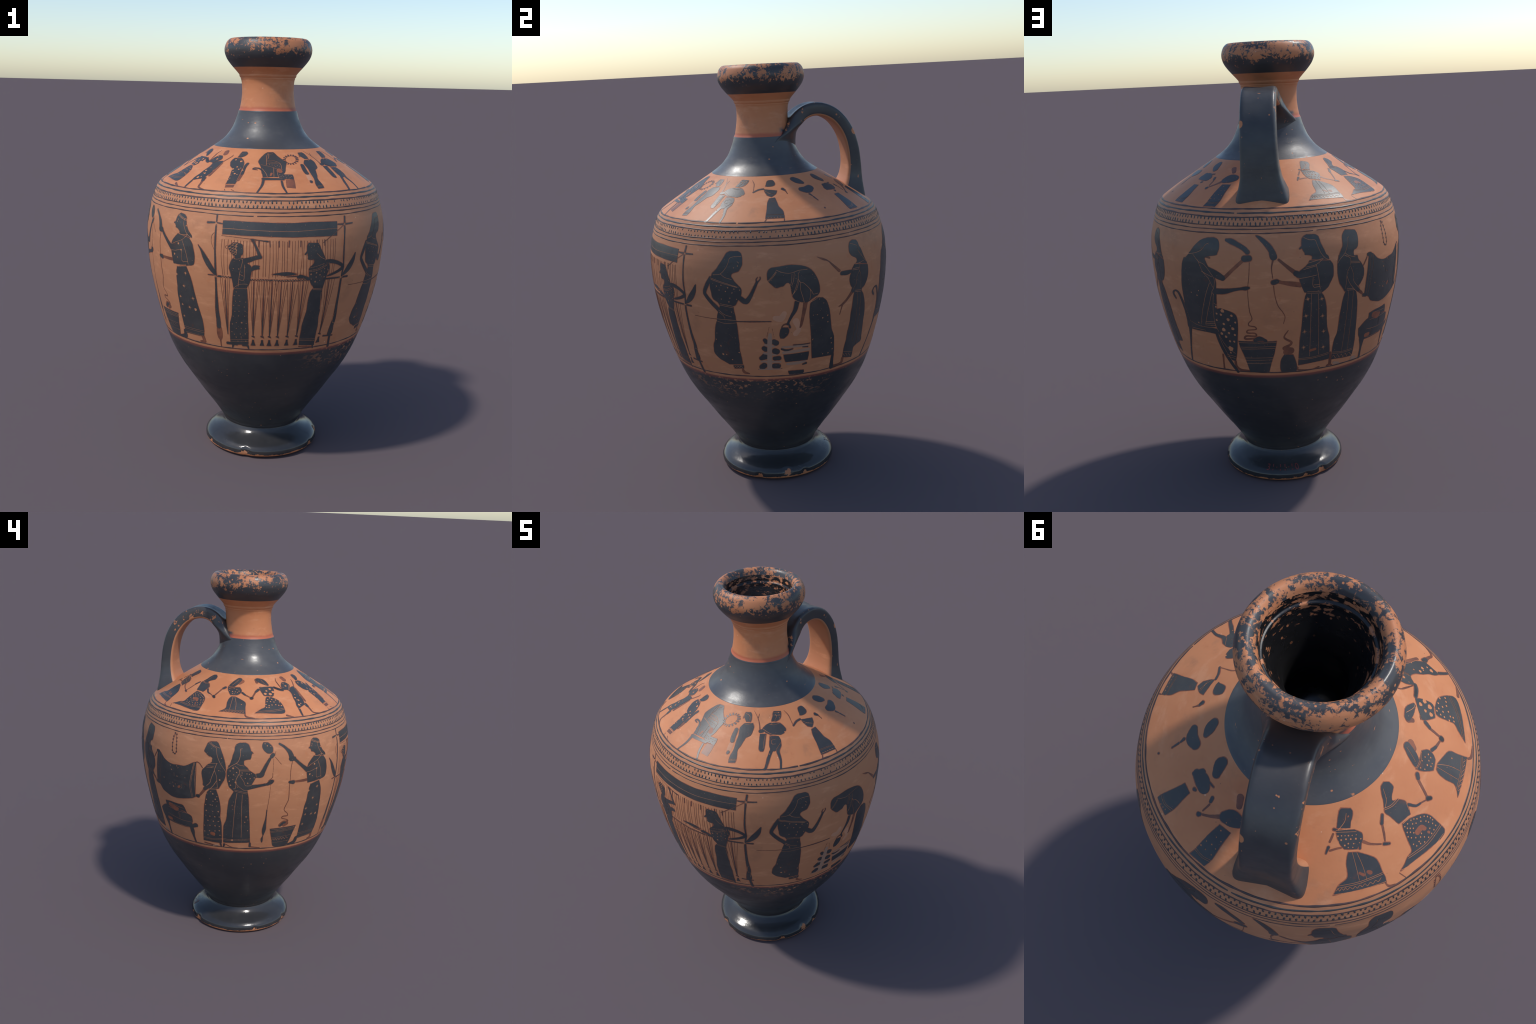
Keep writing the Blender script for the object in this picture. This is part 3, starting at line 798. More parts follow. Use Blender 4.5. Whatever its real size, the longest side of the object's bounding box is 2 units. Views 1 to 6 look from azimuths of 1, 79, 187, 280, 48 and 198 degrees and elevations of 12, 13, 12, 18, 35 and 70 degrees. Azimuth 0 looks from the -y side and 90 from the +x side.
cut((-21,39), (-13,45), (-7.4,39), (1.1,47), (6.7,40), (15,48), (23,40))
dots((-50,435,5.7), (-29,440,5.6), (0,430,6.4), (27,425,5.5), (-11,413,5.6), (-39,418,4.9), (18,408,4.8), (51,421,5.4), (6.3,383,5.6), (35,379,4.8), (0.9,366,6.5), (-32,377,5), (29,518,4.6), (46,526,5.3), (-68,147,7.7), (-65,105,11), (-47,105,6.7), (18,120,7.3), (-22,80,6.7), (8.5,319,4.9), (-76,211,4.2), (-85,179,5.7), (10,194,3.5))

figure('bending_woman', body, 94)
loft('back', (-150,489,-150,464), (-144,506,-144,454), (-131,515,-131,440), (-112,517,-116,427), (-93,519,-97,431), (-84,520,-85,433), (-68,522,-73,445), (-49,522,-59,441), (-23,519,-52,400), (2.6,513,-46,377), (28,499,-29,360), (47,476,-2.7,349), (60,451,21,353), (68,422,31,361), (70,394,52,373), (67,384,59,374))
limb('arm', (-31,354,20), (-39,321,17), (-54,294,13), (-68,266,9.1), (-71,257,12))
limb('hand', (-73,258,9.7), (-89,254,7.4), (-98,243,5), tone='brown')
limb('hand', (-66,253,6.5), (-62,240,7.9))
loft('scoop', (-98,242,-71,240), (-104,231,-66,227), (-107,218,-68,214), (-108,203,-75,200), (-104,189,-89,188))
limb('arm', (5.6,348,20), (0.6,316,17), (-6,281,14), (-12,249,12), (-17,235,6.6), tone='brown')
loft('skirt', (55,366,84,361), (31,346,100,347), (26,331,110,324), (24,295,121,286), (27,258,129,240), (32,220,137,201), (36,182,154,165), (39,143,160,127), (42,103,165,86), (46,70,166,65))
limb('leg', (161,65,14), (161,31,18), (164,1.4,24))
limb('foot', (165,-0.8,21), (204,0.4,15), (234,8.1,8.7), tone='brown')
cut((-113,505), (-91,494), (-63,487), (-41,490), (-18,496), (18,497))
cut((-48,484), (-51,451), (-57,434))
cut((-39,488), (-42,457), (-51,432))
cut((-15,490), (-22,481), (-23,458), (-37,415), (-49,388))
cut((-19,452), (-31,415), (-44,395))
cut((-23,458), (-14,443), (-1.1,439), (21,415), (35,396), (41,383), (62,385))
cut((-13,442), (-15,413), (-5.7,377), (0.6,350))
cut((26,408), (30,390), (24,359))
cut((22,352), (48,363), (62,374))
cut((28,348), (52,358), (65,368))
cut((-147,460), (-129,478), (-113,499))
cut((-144,457), (-126,475), (-111,495))
cut((-42,367), (-22,356), (-2.7,351))
dots((-32,476,2.9), (-33,462,2.9), (-41,440,2.9), (-48,427,3), (-52,415,3), (39,472,3.4), (49,451,3.4), (87,265,6.8), (111,273,6.9), (114,241,6.2), (69,356,4.3), (89,335,4.4), (145,130,6.8), (154,97,7.1), (132,81,7), (102,82,5.9), (44,165,5.4), (42,285,4.3), (60,285,5.1), (140,155,7.6))

figure('balance_weights', body, 78)
limb('weight', (-20,184,17), (-14,175,19))
limb('weight', (-26,143,22), (-20,138,24))
limb('weight', (-43,92,19), (-26,101,31))
limb('weight', (-43,46,27), (-32,54,27))
limb('weight', (20,174,24), (29,168,26))
limb('weight', (23,127,28), (30,124,28))
limb('weight', (20,89,20), (39,90,21))
limb('weight', (16,50,25), (34,49,25))
limb('string', (1.8,247,1.6), (-11,198,1.7), tone='brown')
limb('string', (14,239,1.7), (22,193,1.7), tone='brown')
limb('base', (-63,33,3.4), (52,35,3.3), tone='brown')
limb('ground', (-80,-4.4,6), (-14,-5.7,4.2), (43,-5.4,3.4), tone='brown')
loft('post', (-1.3,217,10,216), (-8.7,183,12,182), (-13,125,8.5,124), (-20,35,3.8,34), tone='white')
limb('bar', (-20,160,10), (21,151,8.5), tone='white')
limb('bar', (-28,118,10), (26,107,7.1), tone='white')
limb('bar', (-44,76,9.7), (46,70,8.1), tone='white')
limb('bar', (-58,34,5), (45,33,5), tone='white')

figure('scale_basket', body, 90)
loft('band', (-54,105,67,108), (-52,89,66,90), (-46,67,62,66))
loft('band', (-33,18,45,16), (-31,7.4,47,4.3), (-26,-1.9,42,-2.3))
limb('band', (-62,135,7.7), (-39,127,9.4), (-11,132,3.2))
limb('band', (-7.2,151,3.2), (36,149,4), (69,150,3.7))
limb('band', (36,136,4), (60,134,5.1))
limb('band', (39,45,5.2), (55,49,10))
limb('band', (-58,144,8.6), (3.4,143,10), (62,142,5.6), tone='white')
limb('band', (-54,116,13), (3.7,118,13), (66,121,13), tone='white')
limb('band', (-37,55,11), (12,56,15), (50,60,8.5), tone='white')
limb('patch', (2.2,267,29), (16,228,21), (2.7,207,26), tone='stain')
limb('patch', (-47,308,21), (-63,284,29), (-86,289,22), tone='stain')

figure('pointing_woman', body, 121)
loft('head', (1.4,588,23,584), (-17,582,31,573), (-27,568,35,557), (-30,554,45,540), (-30,539,51,523), (-18,521,58,506), (7.3,507,63,496), (11,492,74,479), (2.1,485,79,468))
loft('torso', (-6.3,482,83,463), (-21,464,86,441), (-28,446,86,421), (-37,428,82,401), (-37,408,73,383), (-29,387,58,367), (-18,374,43,360), (-3.9,359,40,348))
loft('skirt', (-4,361,40,350), (-8.5,346,55,331), (-12,322,67,303), (-14,290,77,267), (-18,257,83,231), (-18,224,84,197), (-20,190,88,161), (-24,157,93,124), (-24,122,99,87), (-28,105,67,79), (-30,88,42,68), (-31,65,43,45), (-29,35,43,16))
limb('arm', (-27,454,12), (-52,452,20), (-80,454,17))
limb('arm', (-93,468,14), (-122,497,9.2), (-145,520,5.2), (-168,531,9.5), (-195,544,2.6), tone='brown')
limb('arm', (8.4,390,30), (-15,363,23))
limb('arm', (-20,358,19), (-44,333,13), (-67,314,12), (-93,303,4.4), tone='brown')
limb('finger', (-74,307,7.3), (-85,264,3.7), tone='brown')
limb('foot', (-27,28,19), (-30,6.1,16), (-69,-2.2,13), (-99,-4.1,11), tone='brown')
cut((-18,576), (21,560), (24,540), (46,509), (74,479))
cut((0.5,480), (30,482), (58,487))
cut((30,481), (25,450), (33,421), (36,360))
cut((-16,463), (23,461))
cut((-19,457), (22,454))
cut((25,446), (7.4,423), (5.4,395), (-15,367))
cut((-1.2,360), (38,353))
cut((-0.8,354), (39,346))
cut((14,349), (21,248), (24,104))
cut((37,343), (42,250), (55,82))
cut((-28,63), (37,46))
cut((-28,53), (-15,39), (-8.5,50), (5.6,34), (12,45), (27,29), (34,39))

figure('seated_woman', body, 160)
loft('head', (-20,588,7,590), (-47,580,23,584), (-65,569,30,575), (-83,552,33,560), (-97,535,32,545), (-111,520,26,531), (-120,508,20,520), (-129,500,-25,511), (-137,486,-36,497))
limb('chin', (-25,514,17), (-9.3,507,7.7), tone='brown')
loft('torso', (-141,496,-36,507), (-152,472,-25,486), (-155,455,-17,471), (-159,434,-0.3,452), (-161,413,7.1,433), (-165,387,14,409), (-166,361,13,384), (-166,335,12,359), (-166,309,9.1,333), (-166,283,6.6,308), (-163,257,2.8,281), (-162,230,-2.5,255), (-162,203,-8.9,227), (-166,178,-16,203))
limb('seat', (-159,192,39), (-113,187,29), (-65,186,27), (-8.5,182,25))
loft('knee', (-3.4,285,22,293), (-4.7,263,63,282), (-7.2,236,86,267), (-12,209,91,241), (-11,182,88,205), (-7.5,164,80,159), (-3.8,128,73,122), (2.5,92,67,94), (12,69,58,65), (23,54,51,46))
limb('chair_leg', (-13,173,20), (-4.8,123,18), (9.2,79,19), (32,29,17), (51,-5.7,14))
limb('chair_leg', (-166,177,19), (-191,109,10), (-243,-2.6,9.5))
limb('chair_back', (-225,304,10), (-238,322,12), (-222,338,5.9), (-199,334,12), (-181,302,15), (-168,260,19), (-162,212,27), (-166,184,30))
limb('foot', (50,44,13), (50,21,12), (70,3.5,12), (108,1.5,10), tone='brown')
limb('foot', (-7.5,72,9.9), (-16,23,8.1), (-19,2.7,9.6), tone='brown')
limb('arm', (-18,459,22), (16,441,30), (44,427,24))
limb('arm', (53,428,15), (91,465,14), (127,498,14), tone='brown')
limb('hand', (138,509,25), (155,511,25))
limb('wool', (150,536,19), (135,551,19), (108,566,19), (84,577,21), (63,582,11))
limb('arm', (5,367,25), (48,370,22), (85,378,14), (117,384,11), (136,386,16), (150,389,8.1))
limb('thread', (157,494,2.6), (153,439,2.6), (146,391,2.6), (144,341,2.7), (146,286,3.6), (153,252,4.3), (138,234,4.7), (138,221,5.6), (162,216,5.5), (165,204,5.1), (132,200,6), (127,187,6.6), (159,186,6.5), (162,173,7), (121,172,7.9), (115,158,8.6), (157,162,9.1), tone='brown')
cut((-15,562), (-22,564), (-35,554), (-48,537), (-77,523), (-118,514))
cut((-92,516), (-62,487), (-35,477), (-1.3,436), (7.9,416), (2.5,383), (-8.5,363), (-0.9,353))
cut((-67,494), (-45,448), (-20,422), (-1.9,383))
cut((-15,402), (-37,354), (-61,291), (-91,207))
cut((-9,359), (-32,295), (-65,211))
cut((-3,353), (-13,284), (-15,218), (-3.6,183))
cut((-50,448), (-2,428))
cut((-61,223), (-14,227))
cut((-63,215), (-13,219))
cut((-65,206), (-14,211))
cut((-153,211), (-99,196), (-17,199))
cut((-7.9,173), (18,117), (58,84))
cut((13,75), (56,69))
cut((14,67), (53,59))
cut((-175,299), (-163,257), (-154,211))
cut((-5.1,313), (11,304))
cut((-151,180), (-71,180))
cut((-7.5,164), (6.3,109), (43,25))
dots((29,282,16), (67,263,11), (50,244,14), (27,222,11), (65,203,14), (22,195,17), (9,175,13), (44,181,11), (27,162,12), (70,174,10), (42,142,10), (62,142,10), (39,106,23), (20,264,11), (-3.9,237,9.4), (80,233,8.7), (0.5,267,9.2), (1.7,298,8.1), (56,216,5.4), (35,86,8.8), (-85,339,6.7), (-74,361,5.6), (-115,348,6), (-103,211,7.5))

figure('rust_mark', body, -158)
limb('patch', (-7.9,91,12), (14,95,12), tone='rust')

figure('wool_basket', body, 177)
loft('basket', (-81,147,85,148), (-77,117,78,116), (-67,86,72,90), (-60,57,62,63), (-54,25,52,31), (-49,-3.6,42,-1.2))
limb('wool', (-7.3,153,13), (14,161,20), (41,152,9.1))
cut((-79,139), (83,142))
cut((-75,118), (78,124))
cut((-73,109), (76,115))
cut((-64,66), (64,70))
cut((-61,55), (61,59))
cut((-58,40), (57,44))

figure('distaff_woman', body, -162)
loft('head', (21,595,56,592), (8.8,589,68,584), (0.8,579,72,572), (-1.9,566,75,559), (-3.2,551,81,543), (0.2,536,88,527), (11,520,94,511), (35,508,104,500), (35,494,107,485))
limb('nose', (-0.8,548,9), (-11,541,4.5))
limb('chin', (26,522,19), (11,519,8.5))
loft('torso', (26,491,111,481), (16,476,121,464), (0.2,462,123,447), (-19,448,123,431), (-23,433,122,415), (-18,420,117,404), (-15,404,109,389), (-9.4,387,101,373), (-3.9,372,88,361), (1.6,359,71,351))
limb('arm', (-19,436,25), (-30,443,22))
limb('arm', (-30,443,19), (-45,456,17), (-70,479,13), (-94,502,11), tone='brown')
limb('hand', (-114,515,28), (-117,528,26))
limb('wool', (-117,532,22), (-129,553,22), (-147,574,19), (-166,591,13), (-179,599,4.5))
limb('arm', (-15,393,21), (-47,400,21), (-80,407,15), (-101,413,16), tone='brown')
limb('hand', (-105,414,18), (-118,410,20))
limb('thread', (-116,503,8.1), (-123,470,4.4), (-120,427,3.7), tone='brown')
limb('thread', (-118,394,4.4), (-115,357,3.7), (-105,311,3.4), (-87,281,3.5), (-78,258,3.5), (-85,228,3.2), tone='brown')
limb('wool', (-66,196,4.2), (-83,170,6.6), (-79,157,9.4), (-55,141,10), (-59,128,11), (-85,112,17), (-56,100,29), (-77,93,28), tone='brown')
loft('wool', (-86,82,-48,79), (-100,61,-39,57), (-105,38,-32,33), (-106,14,-30,8.3), (-102,-2,-35,-6.9))
loft('skirt', (11,359,70,352), (5.3,344,81,335), (1.3,328,87,317), (-2.7,299,93,287), (-5.8,270,96,256), (-8.3,235,99,220), (-11,200,104,184), (-14,169,115,151), (-17,147,118,127), (-20,102,124,80), (-22,65,126,42), (-23,26,121,35))
limb('foot', (-28,13,11), (-21,1.5,6.7), (40,-4.2,6.1), (78,3.4,7.5), tone='brown')
limb('foot', (130,65,9.4), (134,12,15), (118,1,8.2), tone='brown')
cut((8.2,584), (30,573), (54,570), (60,553), (73,517), (91,493), (108,485))
cut((16,480), (55,488), (83,494))
cut((8.6,465), (50,471), (79,490))
cut((0,456), (50,466))
cut((52,469), (59,428), (66,365))
cut((-18,420), (14,423), (55,428))
cut((37,421), (37,380), (64,378))
cut((64,386), (40,387))
cut((13,361), (72,357))
cut((13,355), (70,349))
cut((29,350), (28,231), (28,63))
cut((58,346), (63,226), (70,66))
cut((-22,58), (41,57), (121,67))
cut((-22,51), (41,51), (122,60))
stars((15,329,15), (73,323,15), (7.4,255,15), (79,246,16), (2.6,183,16), (88,173,16), (-0.5,109,16), (91,98,17))

figure('cloth_folding_woman', body, -140)
loft('head', (-18,595,31,588), (-29,585,38,575), (-37,571,40,559), (-39,552,38,540), (-40,536,35,525), (-44,525,27,514), (-49,517,13,508), (-54,507,9.9,497), (-60,494,11,483))
loft('torso', (-61,496,29,482), (-65,481,33,465), (-69,466,50,445), (-70,446,62,422), (-70,425,63,401), (-67,405,59,381), (-60,379,44,359), (-48,360,29,345), (-36,339,28,326))
limb('arm', (19,352,24), (35,333,17))
limb('arm', (35,333,17), (56,312,14), tone='brown')
limb('hand', (66,302,14), (81,298,13))
limb('arm', (61,435,6.7), (81,464,8), tone='brown')
limb('hand', (90,475,15), (102,475,15))
loft('skirt', (-31,338,23,328), (-39,317,30,303), (-45,292,35,276), (-48,267,37,249), (-52,232,40,213), (-54,189,45,167), (-57,153,47,130), (-67,128,50,102), (-71,101,50,74), (-73,74,51,46), (-73,29,48,20))
limb('foot', (-82,48,7.5), (-79,9,11), (-65,1.3,5.3), tone='brown')
limb('foot', (-56,9,11), (-27,2.8,8.2), tone='white')
limb('foot', (52,7.5,17), (75,6.2,12), tone='white')
cut((-5,564), (-11,561), (-14,540), (-31,503), (-56,480), (-68,465))
cut((-30,501), (-15,489), (18,477))
cut((-35,493), (-15,483), (-6.3,472), (-7.3,448))
cut((-4.3,463), (40,455))
cut((-4.7,456), (42,449))
cut((-8.4,444), (-24,418), (-28,377), (-32,349))
cut((-5.2,439), (6.9,404), (10,374), (52,326))
cut((-25,402), (-11,370), (20,332), (63,300))
cut((-25,348), (9.2,344))
cut((-24,342), (15,336))
cut((-17,338), (-16,260), (-20,58))
cut((8.9,333), (9.6,255), (13,60))
cut((-71,64), (-15,56), (48,58))
cut((-72,57), (-14,50), (48,51))
cut((-69,36), (-62,48), (-49,31), (-40,46), (-27,29), (-19,44), (-3.9,26), (3.9,43), (19,26), (28,40), (48,23))

figure('hanging_cloth', body, -115)
loft('sheet', (-146,481,-169,298), (-119,473,-141,288), (-93,449,-122,266), (-60,436,-88,254), (-30,432,-56,246), (4.2,436,-18,246), (36,438,18,253), (57,445,46,260), (76,456,68,266), (95,468,84,271), (112,473,102,282))
limb('hand', (-146,476,14), (-134,477,11))
limb('cord', (114,474,6.7), (128,469,5.8), (144,449,5.8), tone='brown')
limb('hand', (105,289,11), (117,289,19))
cut((-131,470), (-144,387), (-158,292))
cut((-115,468), (-124,393), (-144,292))
cut((98,467), (81,396), (71,337), (80,273))
cut((103,468), (87,398), (78,339), (86,275))
cut((112,467), (102,377), (102,286))
cut((-24,389), (-25,369))
cut((19,333), (17,310))
dots((-40,401,7.7), (-4.2,429,6.3), (3.9,422,5.2), (-5,372,6.4), (-60,317,6), (-34,309,8.1), (59,418,4.9), (45,375,5.1), (-102,341,7.5), (-37,330,5.7), (-19,325,5.6), (-47,422,5.5))
limb('patch', (0.4,313,12), (6.6,319,12), tone='rust')

figure('bead_string', body, -118)
limb('bead', (-2.6,595,3.5), (-6.6,575,3.5), (-8.7,544,3.5), (-7.6,513,3.7), (-0.3,496,4.1), (9.9,492,3.1), (19,501,3.7), (19,528,3.3), (15,558,3.5), (5.4,582,3.4), (-1.6,595,3.4), tone='brown')
limb('bead', (-2.9,594,5.9), (-1.7,594,5.9))
limb('bead', (9,589,5.8), (10,589,5.9))
limb('bead', (-9.5,576,5.9), (-8.2,576,5.9))
limb('bead', (13,572,5.8), (14,572,5.8))
limb('bead', (-10,561,6), (-8.7,561,6))
limb('bead', (15,555,6), (16,555,6))
limb('bead', (-10,543,6.1), (-9.3,543,6.2))
limb('bead', (17,538,6.1), (18,538,6.1))
limb('bead', (-8.8,524,6.4), (-7.5,524,6.5))
limb('bead', (18,521,6.4), (19,520,6.3))
limb('bead', (-8.1,505,6.6), (-6.8,504,6.6))
limb('bead', (19,503,6.5), (20,503,6.5))
limb('bead', (-1.2,494,6.6), (-0.1,494,6.6))
limb('bead', (9.4,491,6.6), (11,491,6.6))

figure('cushioned_stool', body, -119)
loft('cushion', (-137,146,-131,114), (-85,179,-109,87), (-27,177,-66,90), (25,176,-14,87), (71,168,38,82), (101,157,82,86), (105,126,94,89))
loft('cushion', (-79,204,-77,176), (-32,211,-58,166), (20,211,6.2,175), (56,210,61,176), (74,169,72,162))
limb('leg', (-101,90,37), (-97,56,17), (-96,32,12), (-94,-2.5,13))
limb('leg', (93,89,23), (97,66,26), (100,36,13), (109,-0.3,9.4))
limb('seat_bar', (-90,91,17), (0.1,89,18), (83,92,17), (125,108,23))
cut((-77,129), (-26,122), (39,117), (121,121))
cut((-65,170), (17,166), (74,168))
cut((13,161), (16,126))
cut((20,163), (24,126))
cut((-41,123), (-32,88))
cut((-78,89), (-1.3,83), (78,85))
cut((-41,200), (11,195), (55,192))
limb('patch', (-44,189,25), (-6.2,177,30), (14,181,12), tone='rust')
limb('patch', (-79,100,18), (-55,100,17), tone='rust')

figure('long_haired_woman', body, -95)
loft('head', (-14,585,17,588), (-27,576,26,582), (-33,562,33,570), (-38,549,39,557), (-42,535,44,545), (-32,527,48,536), (-15,515,53,523), (0.5,506,57,512), (-0.1,494,61,500), (-0.4,480,63,487))
limb('chin', (-14,519,17), (-26,522,7.9), tone='brown')
loft('torso', (-0.5,484,63,491), (-21,469,66,479), (-35,453,68,466), (-48,439,69,454), (-52,422,69,438), (-50,402,67,417), (-47,386,63,401), (-45,369,54,383), (-43,353,44,365), (-13,341,35,347))
limb('arm', (-7,384,33), (-27,347,21), (-36,337,17))
limb('arm', (-36,335,17), (-48,318,14), (-66,295,11), tone='brown')
limb('hand', (-73,291,15), (-79,288,14))
loft('skirt', (-11,343,21,348), (-24,322,25,329), (-33,295,33,304), (-38,267,38,279), (-44,240,41,253), (-48,203,41,216), (-53,165,39,180), (-57,127,45,143), (-61,88,45,105), (-65,48,45,67), (-67,23,43,21))
limb('foot', (-61,9.7,7.8), (5.6,1.7,7.5), tone='brown')
limb('foot', (-8.8,-0.7,7.1), (20,6.3,6), tone='white')
limb('foot', (36,16,11), (40,1.6,7.9))
cut((-14,583), (1.6,570), (35,558))
cut((-21,579), (0.2,565), (18,558))
cut((18,558), (25,520), (41,483), (64,449), (70,434))
cut((-20,475), (28,481))
cut((-23,462), (9.7,464))
cut((-27,454), (8,456))
cut((24,479), (14,444), (24,413), (28,350))
cut((12,440), (-3,397), (-9,375), (-27,355))
cut((24,388), (4.4,356), (-28,321))
cut((-9.5,342), (26,350))
cut((-9.6,335), (23,341))
cut((-64,46), (-5.5,42), (44,51))
cut((-65,39), (-5.9,36), (44,43))
dots((35,444,5.4), (40,395,8.7), (46,509,5.3), (-5.8,325,5.8), (4.5,314,8.3), (-26,309,5.1), (-30,278,6.9), (17,285,7.6), (25,301,6.6), (4.5,272,5.9), (26,273,5), (-36,246,6.1), (-11,249,6), (-0.5,248,6), (22,246,5.1), (-35,212,8.1), (0.5,212,6.1), (30,215,8.6), (-40,182,5.5), (-17,180,7.2), (9.7,181,8), (34,183,6.2), (-30,153,7.4), (0.8,153,8.1), (29,155,6.3), (-52,119,6.7), (-20,124,7.4), (9,126,8.2), (33,125,7.2), (-25,90,7.6), (7.5,94,7.5), (32,99,8.2), (-54,83,6.8), (-36,63,6.8), (35,70,7.5), (0.6,65,6.7))
limb('patch', (-12,75,20), (-3.4,74,22), tone='rust')

figure('mirror_woman', body, -75)
loft('head', (-60,591,-34,592), (-76,583,-19,585), (-83,568,-12,571), (-84,553,-6.8,556), (-88,539,-1,542), (-92,527,-3.3,530), (-95,510,-7.6,514), (-98,503,-35,506), (-101,491,-38,495), (-108,475,-37,479))
limb('nose', (-4.8,547,8.9), (3.7,542,3.7))
limb('chin', (-17,518,15), (-9.4,513,5.2))
loft('torso', (-110,477,-36,481), (-113,463,-21,468), (-117,446,-7.7,452), (-118,432,13,438), (-118,418,22,424), (-116,398,14,404), (-112,381,5.4,387), (-106,361,-4.8,366), (-93,349,-15,352), (-81,335,-17,338))
limb('arm', (19,428,18), (44,430,26), (54,448,20), (68,479,16), (86,514,12))
limb('hand', (95,525,18), (101,533,18))
loft('mirror', (54,595,77,594), (48,582,92,581), (49,569,100,568), (56,556,101,555), (67,546,97,545), (76,541,88,540))
limb('arm', (-30,361,30), (9.8,368,20), (43,374,13), (72,380,13))
limb('hand', (80,381,15), (94,391,22), (102,396,16))
limb('finger', (81,398,3.3), (101,416,3.7), (102,440,2.3), tone='brown')
limb('pin', (109,528,3.2), (116,552,2), tone='brown')
limb('pin', (112,522,2.2), (143,483,2.6), tone='brown')
loft('skirt', (-83,337,-17,340), (-96,311,-12,315), (-106,288,-9.6,293), (-111,257,-7.3,263), (-116,220,-4.7,227), (-119,183,-2.3,190), (-125,160,-0.4,167), (-135,135,2,143), (-138,97,5.4,105), (-139,58,9.2,67), (-139,27,12,36))
limb('thread', (105,513,1.9), (103,446,1.9), tone='brown')
limb('thread', (95,376,2), (91,291,2.4), (86,233,2.9), tone='brown')
limb('spindle', (86,234,4.1), (85,183,5.9), (83,146,14), (82,117,20), (81,93,13), (81,76,3.7), (77,60,10), (78,46,10), (79,35,2.7))
limb('foot', (-135,16,11), (-139,0.7,7.1))
limb('foot', (12,30,10), (13,11,12))
limb('foot', (20,6.8,8.1), (71,-0.1,4.1), tone='brown')
limb('foot', (-126,17,5.2), (-91,0.5,5.2), (-55,-2.3,4.1), tone='brown')
cut((-47,563), (-57,558), (-55,536), (-62,505), (-74,489), (-94,476), (-115,459))
cut((-72,488), (-59,481), (-36,477))
cut((-58,456), (-9.7,458))
cut((-56,451), (-7.7,452))
cut((-81,475), (-60,458), (-54,426), (-35,394), (-27,373), (2.2,374))
cut((-60,434), (-72,405), (-73,388), (-64,372), (-34,348), (-9.8,349))
cut((-73,388), (-74,359), (-85,352))
cut((-80,347), (-18,334))
cut((-78,340), (-18,327))
cut((-67,330), (-77,246), (-88,63))
cut((-41,323), (-42,226), (-39,66))
cut((-139,53), (-91,49), (9.7,59))
cut((-139,45), (-91,42), (10,52))
cut((20,438), (22,422))
cut((-126,24), (-56,23), (4.9,33))
dots((-88,463,9.9), (-102,448,6.1), (-71,442,6.1), (-85,429,6.1), (-109,422,5.4), (-88,404,5.5), (-105,393,6.2), (-75,389,9.3), (-99,372,7.1), (-45,441,5.4), (-46,429,5.4), (-22,437,5.4), (-10,435,5.3), (-0.7,438,4.6), (-29,412,5.4), (-5.7,412,5.4), (-17,387,7), (-64,364,5.5), (13,416,5.4), (-89,47,12), (-18,195,8.5), (-24,162,6.9), (-8.8,176,5.2), (-83,279,4.1), (-90,260,5), (-87,237,5), (-5.6,110,5.4), (62,588,5.2), (73,578,6), (90,574,4.5))

figure('veiled_seated_figure', shoulder, 6)
loft('veil', (-20,278,4.1,278), (-31,270,11,269), (-43,255,19,254), (-53,240,30,239), (-63,221,46,221), (-66,209,56,210), (-63,194,57,195), (-59,178,54,180), (-56,159,51,160), (-55,140,49,141), (-54,117,38,117), (-53,98,31,98))
limb('seat', (-51,87,16), (-16,84,14), (35,85,13))
loft('lap', (15,116,78,121), (17,97,82,107), (36,87,83,88))
loft('lap_hem', (46,81,84,89), (45,60,86,64), (45,43,86,43), (47,31,86,30), tone='brown')
limb('chair_leg', (-51,83,11), (-60,46,9.2), (-83,4.2,6.4))
limb('chair_leg', (27,72,7.6), (31,35,9), (44,-0.5,6.5))
limb('chair_back', (-74,153,3.4), (-91,161,6.4), (-88,167,6.9), (-78,167,7.6), (-65,162,7.9), (-54,147,8.5), (-53,124,7.1))
cut((-18,274), (-28,246), (-33,184))
cut((-56,189), (-33,180), (-1.5,165), (17,153))
cut((-29,219), (6.7,214), (31,193), (33,159), (36,151))
cut((-30,197), (5.4,195), (30,193))
cut((-29,208), (15,201))
cut((-1.5,165), (-4.9,99))
cut((11,146), (15,92))
cut((-51,97), (31,91))
cut((-53,161), (-39,127), (-34,100))
cut((-17,266), (-19,238), (-28,224))
cut((3.5,270), (-17,258))
dots((-19,186,3.6), (-7.3,184,3.6), (4.4,182,3.6), (16,180,3.6), (25,177,3.6), (8.5,173,3.6), (22,116,3.9), (32,113,4), (42,123,4), (48,110,3.9), (29,101,3.9), (38,102,3.9), (50,95,3.9), (60,111,3.9), (66,101,3.9), (61,89,3.9), (74,109,4), (22,105,3.9))
limb('patch', (21,150,19), (25,139,22), tone='rust')
limb('patch', (-14,123,10), (-19,108,7.9), tone='rust')

figure('wreath', shoulder, 21)
limb('ring', (24,223,1.9), (17,211,2.1), (6.8,201,2.7), (-5,196,2.9), (-16,197,3.2), (-24,203,3.1), (-28,212,2.7), (-27,224,2), (-21,235,2.2), (-11,245,2.7), (0.6,250,3.3), (12,250,3.4), (21,244,3.6), (25,235,3), (24,223,2.6), tone='brown')
limb('leaf', (26,223,6), (33,223,6.8))
limb('leaf', (20,211,5.9), (26,209,6.8))
limb('leaf', (11,202,5.8), (14,198,6.6))
limb('leaf', (-0.4,196,4.9), (0.6,190,5.8))
limb('leaf', (-12,194,3.5), (-13,188,4))
limb('leaf', (-21,196,3.8), (-25,192,4.3))
limb('leaf', (-28,203,4.8), (-34,200,5.6))
limb('leaf', (-31,213,5.4), (-37,211,6.1))
limb('leaf', (-29,224,5.7), (-36,225,6.3))
limb('leaf', (-24,235,5.8), (-29,238,6.5))
limb('leaf', (-15,244,5.6), (-18,248,6.7))
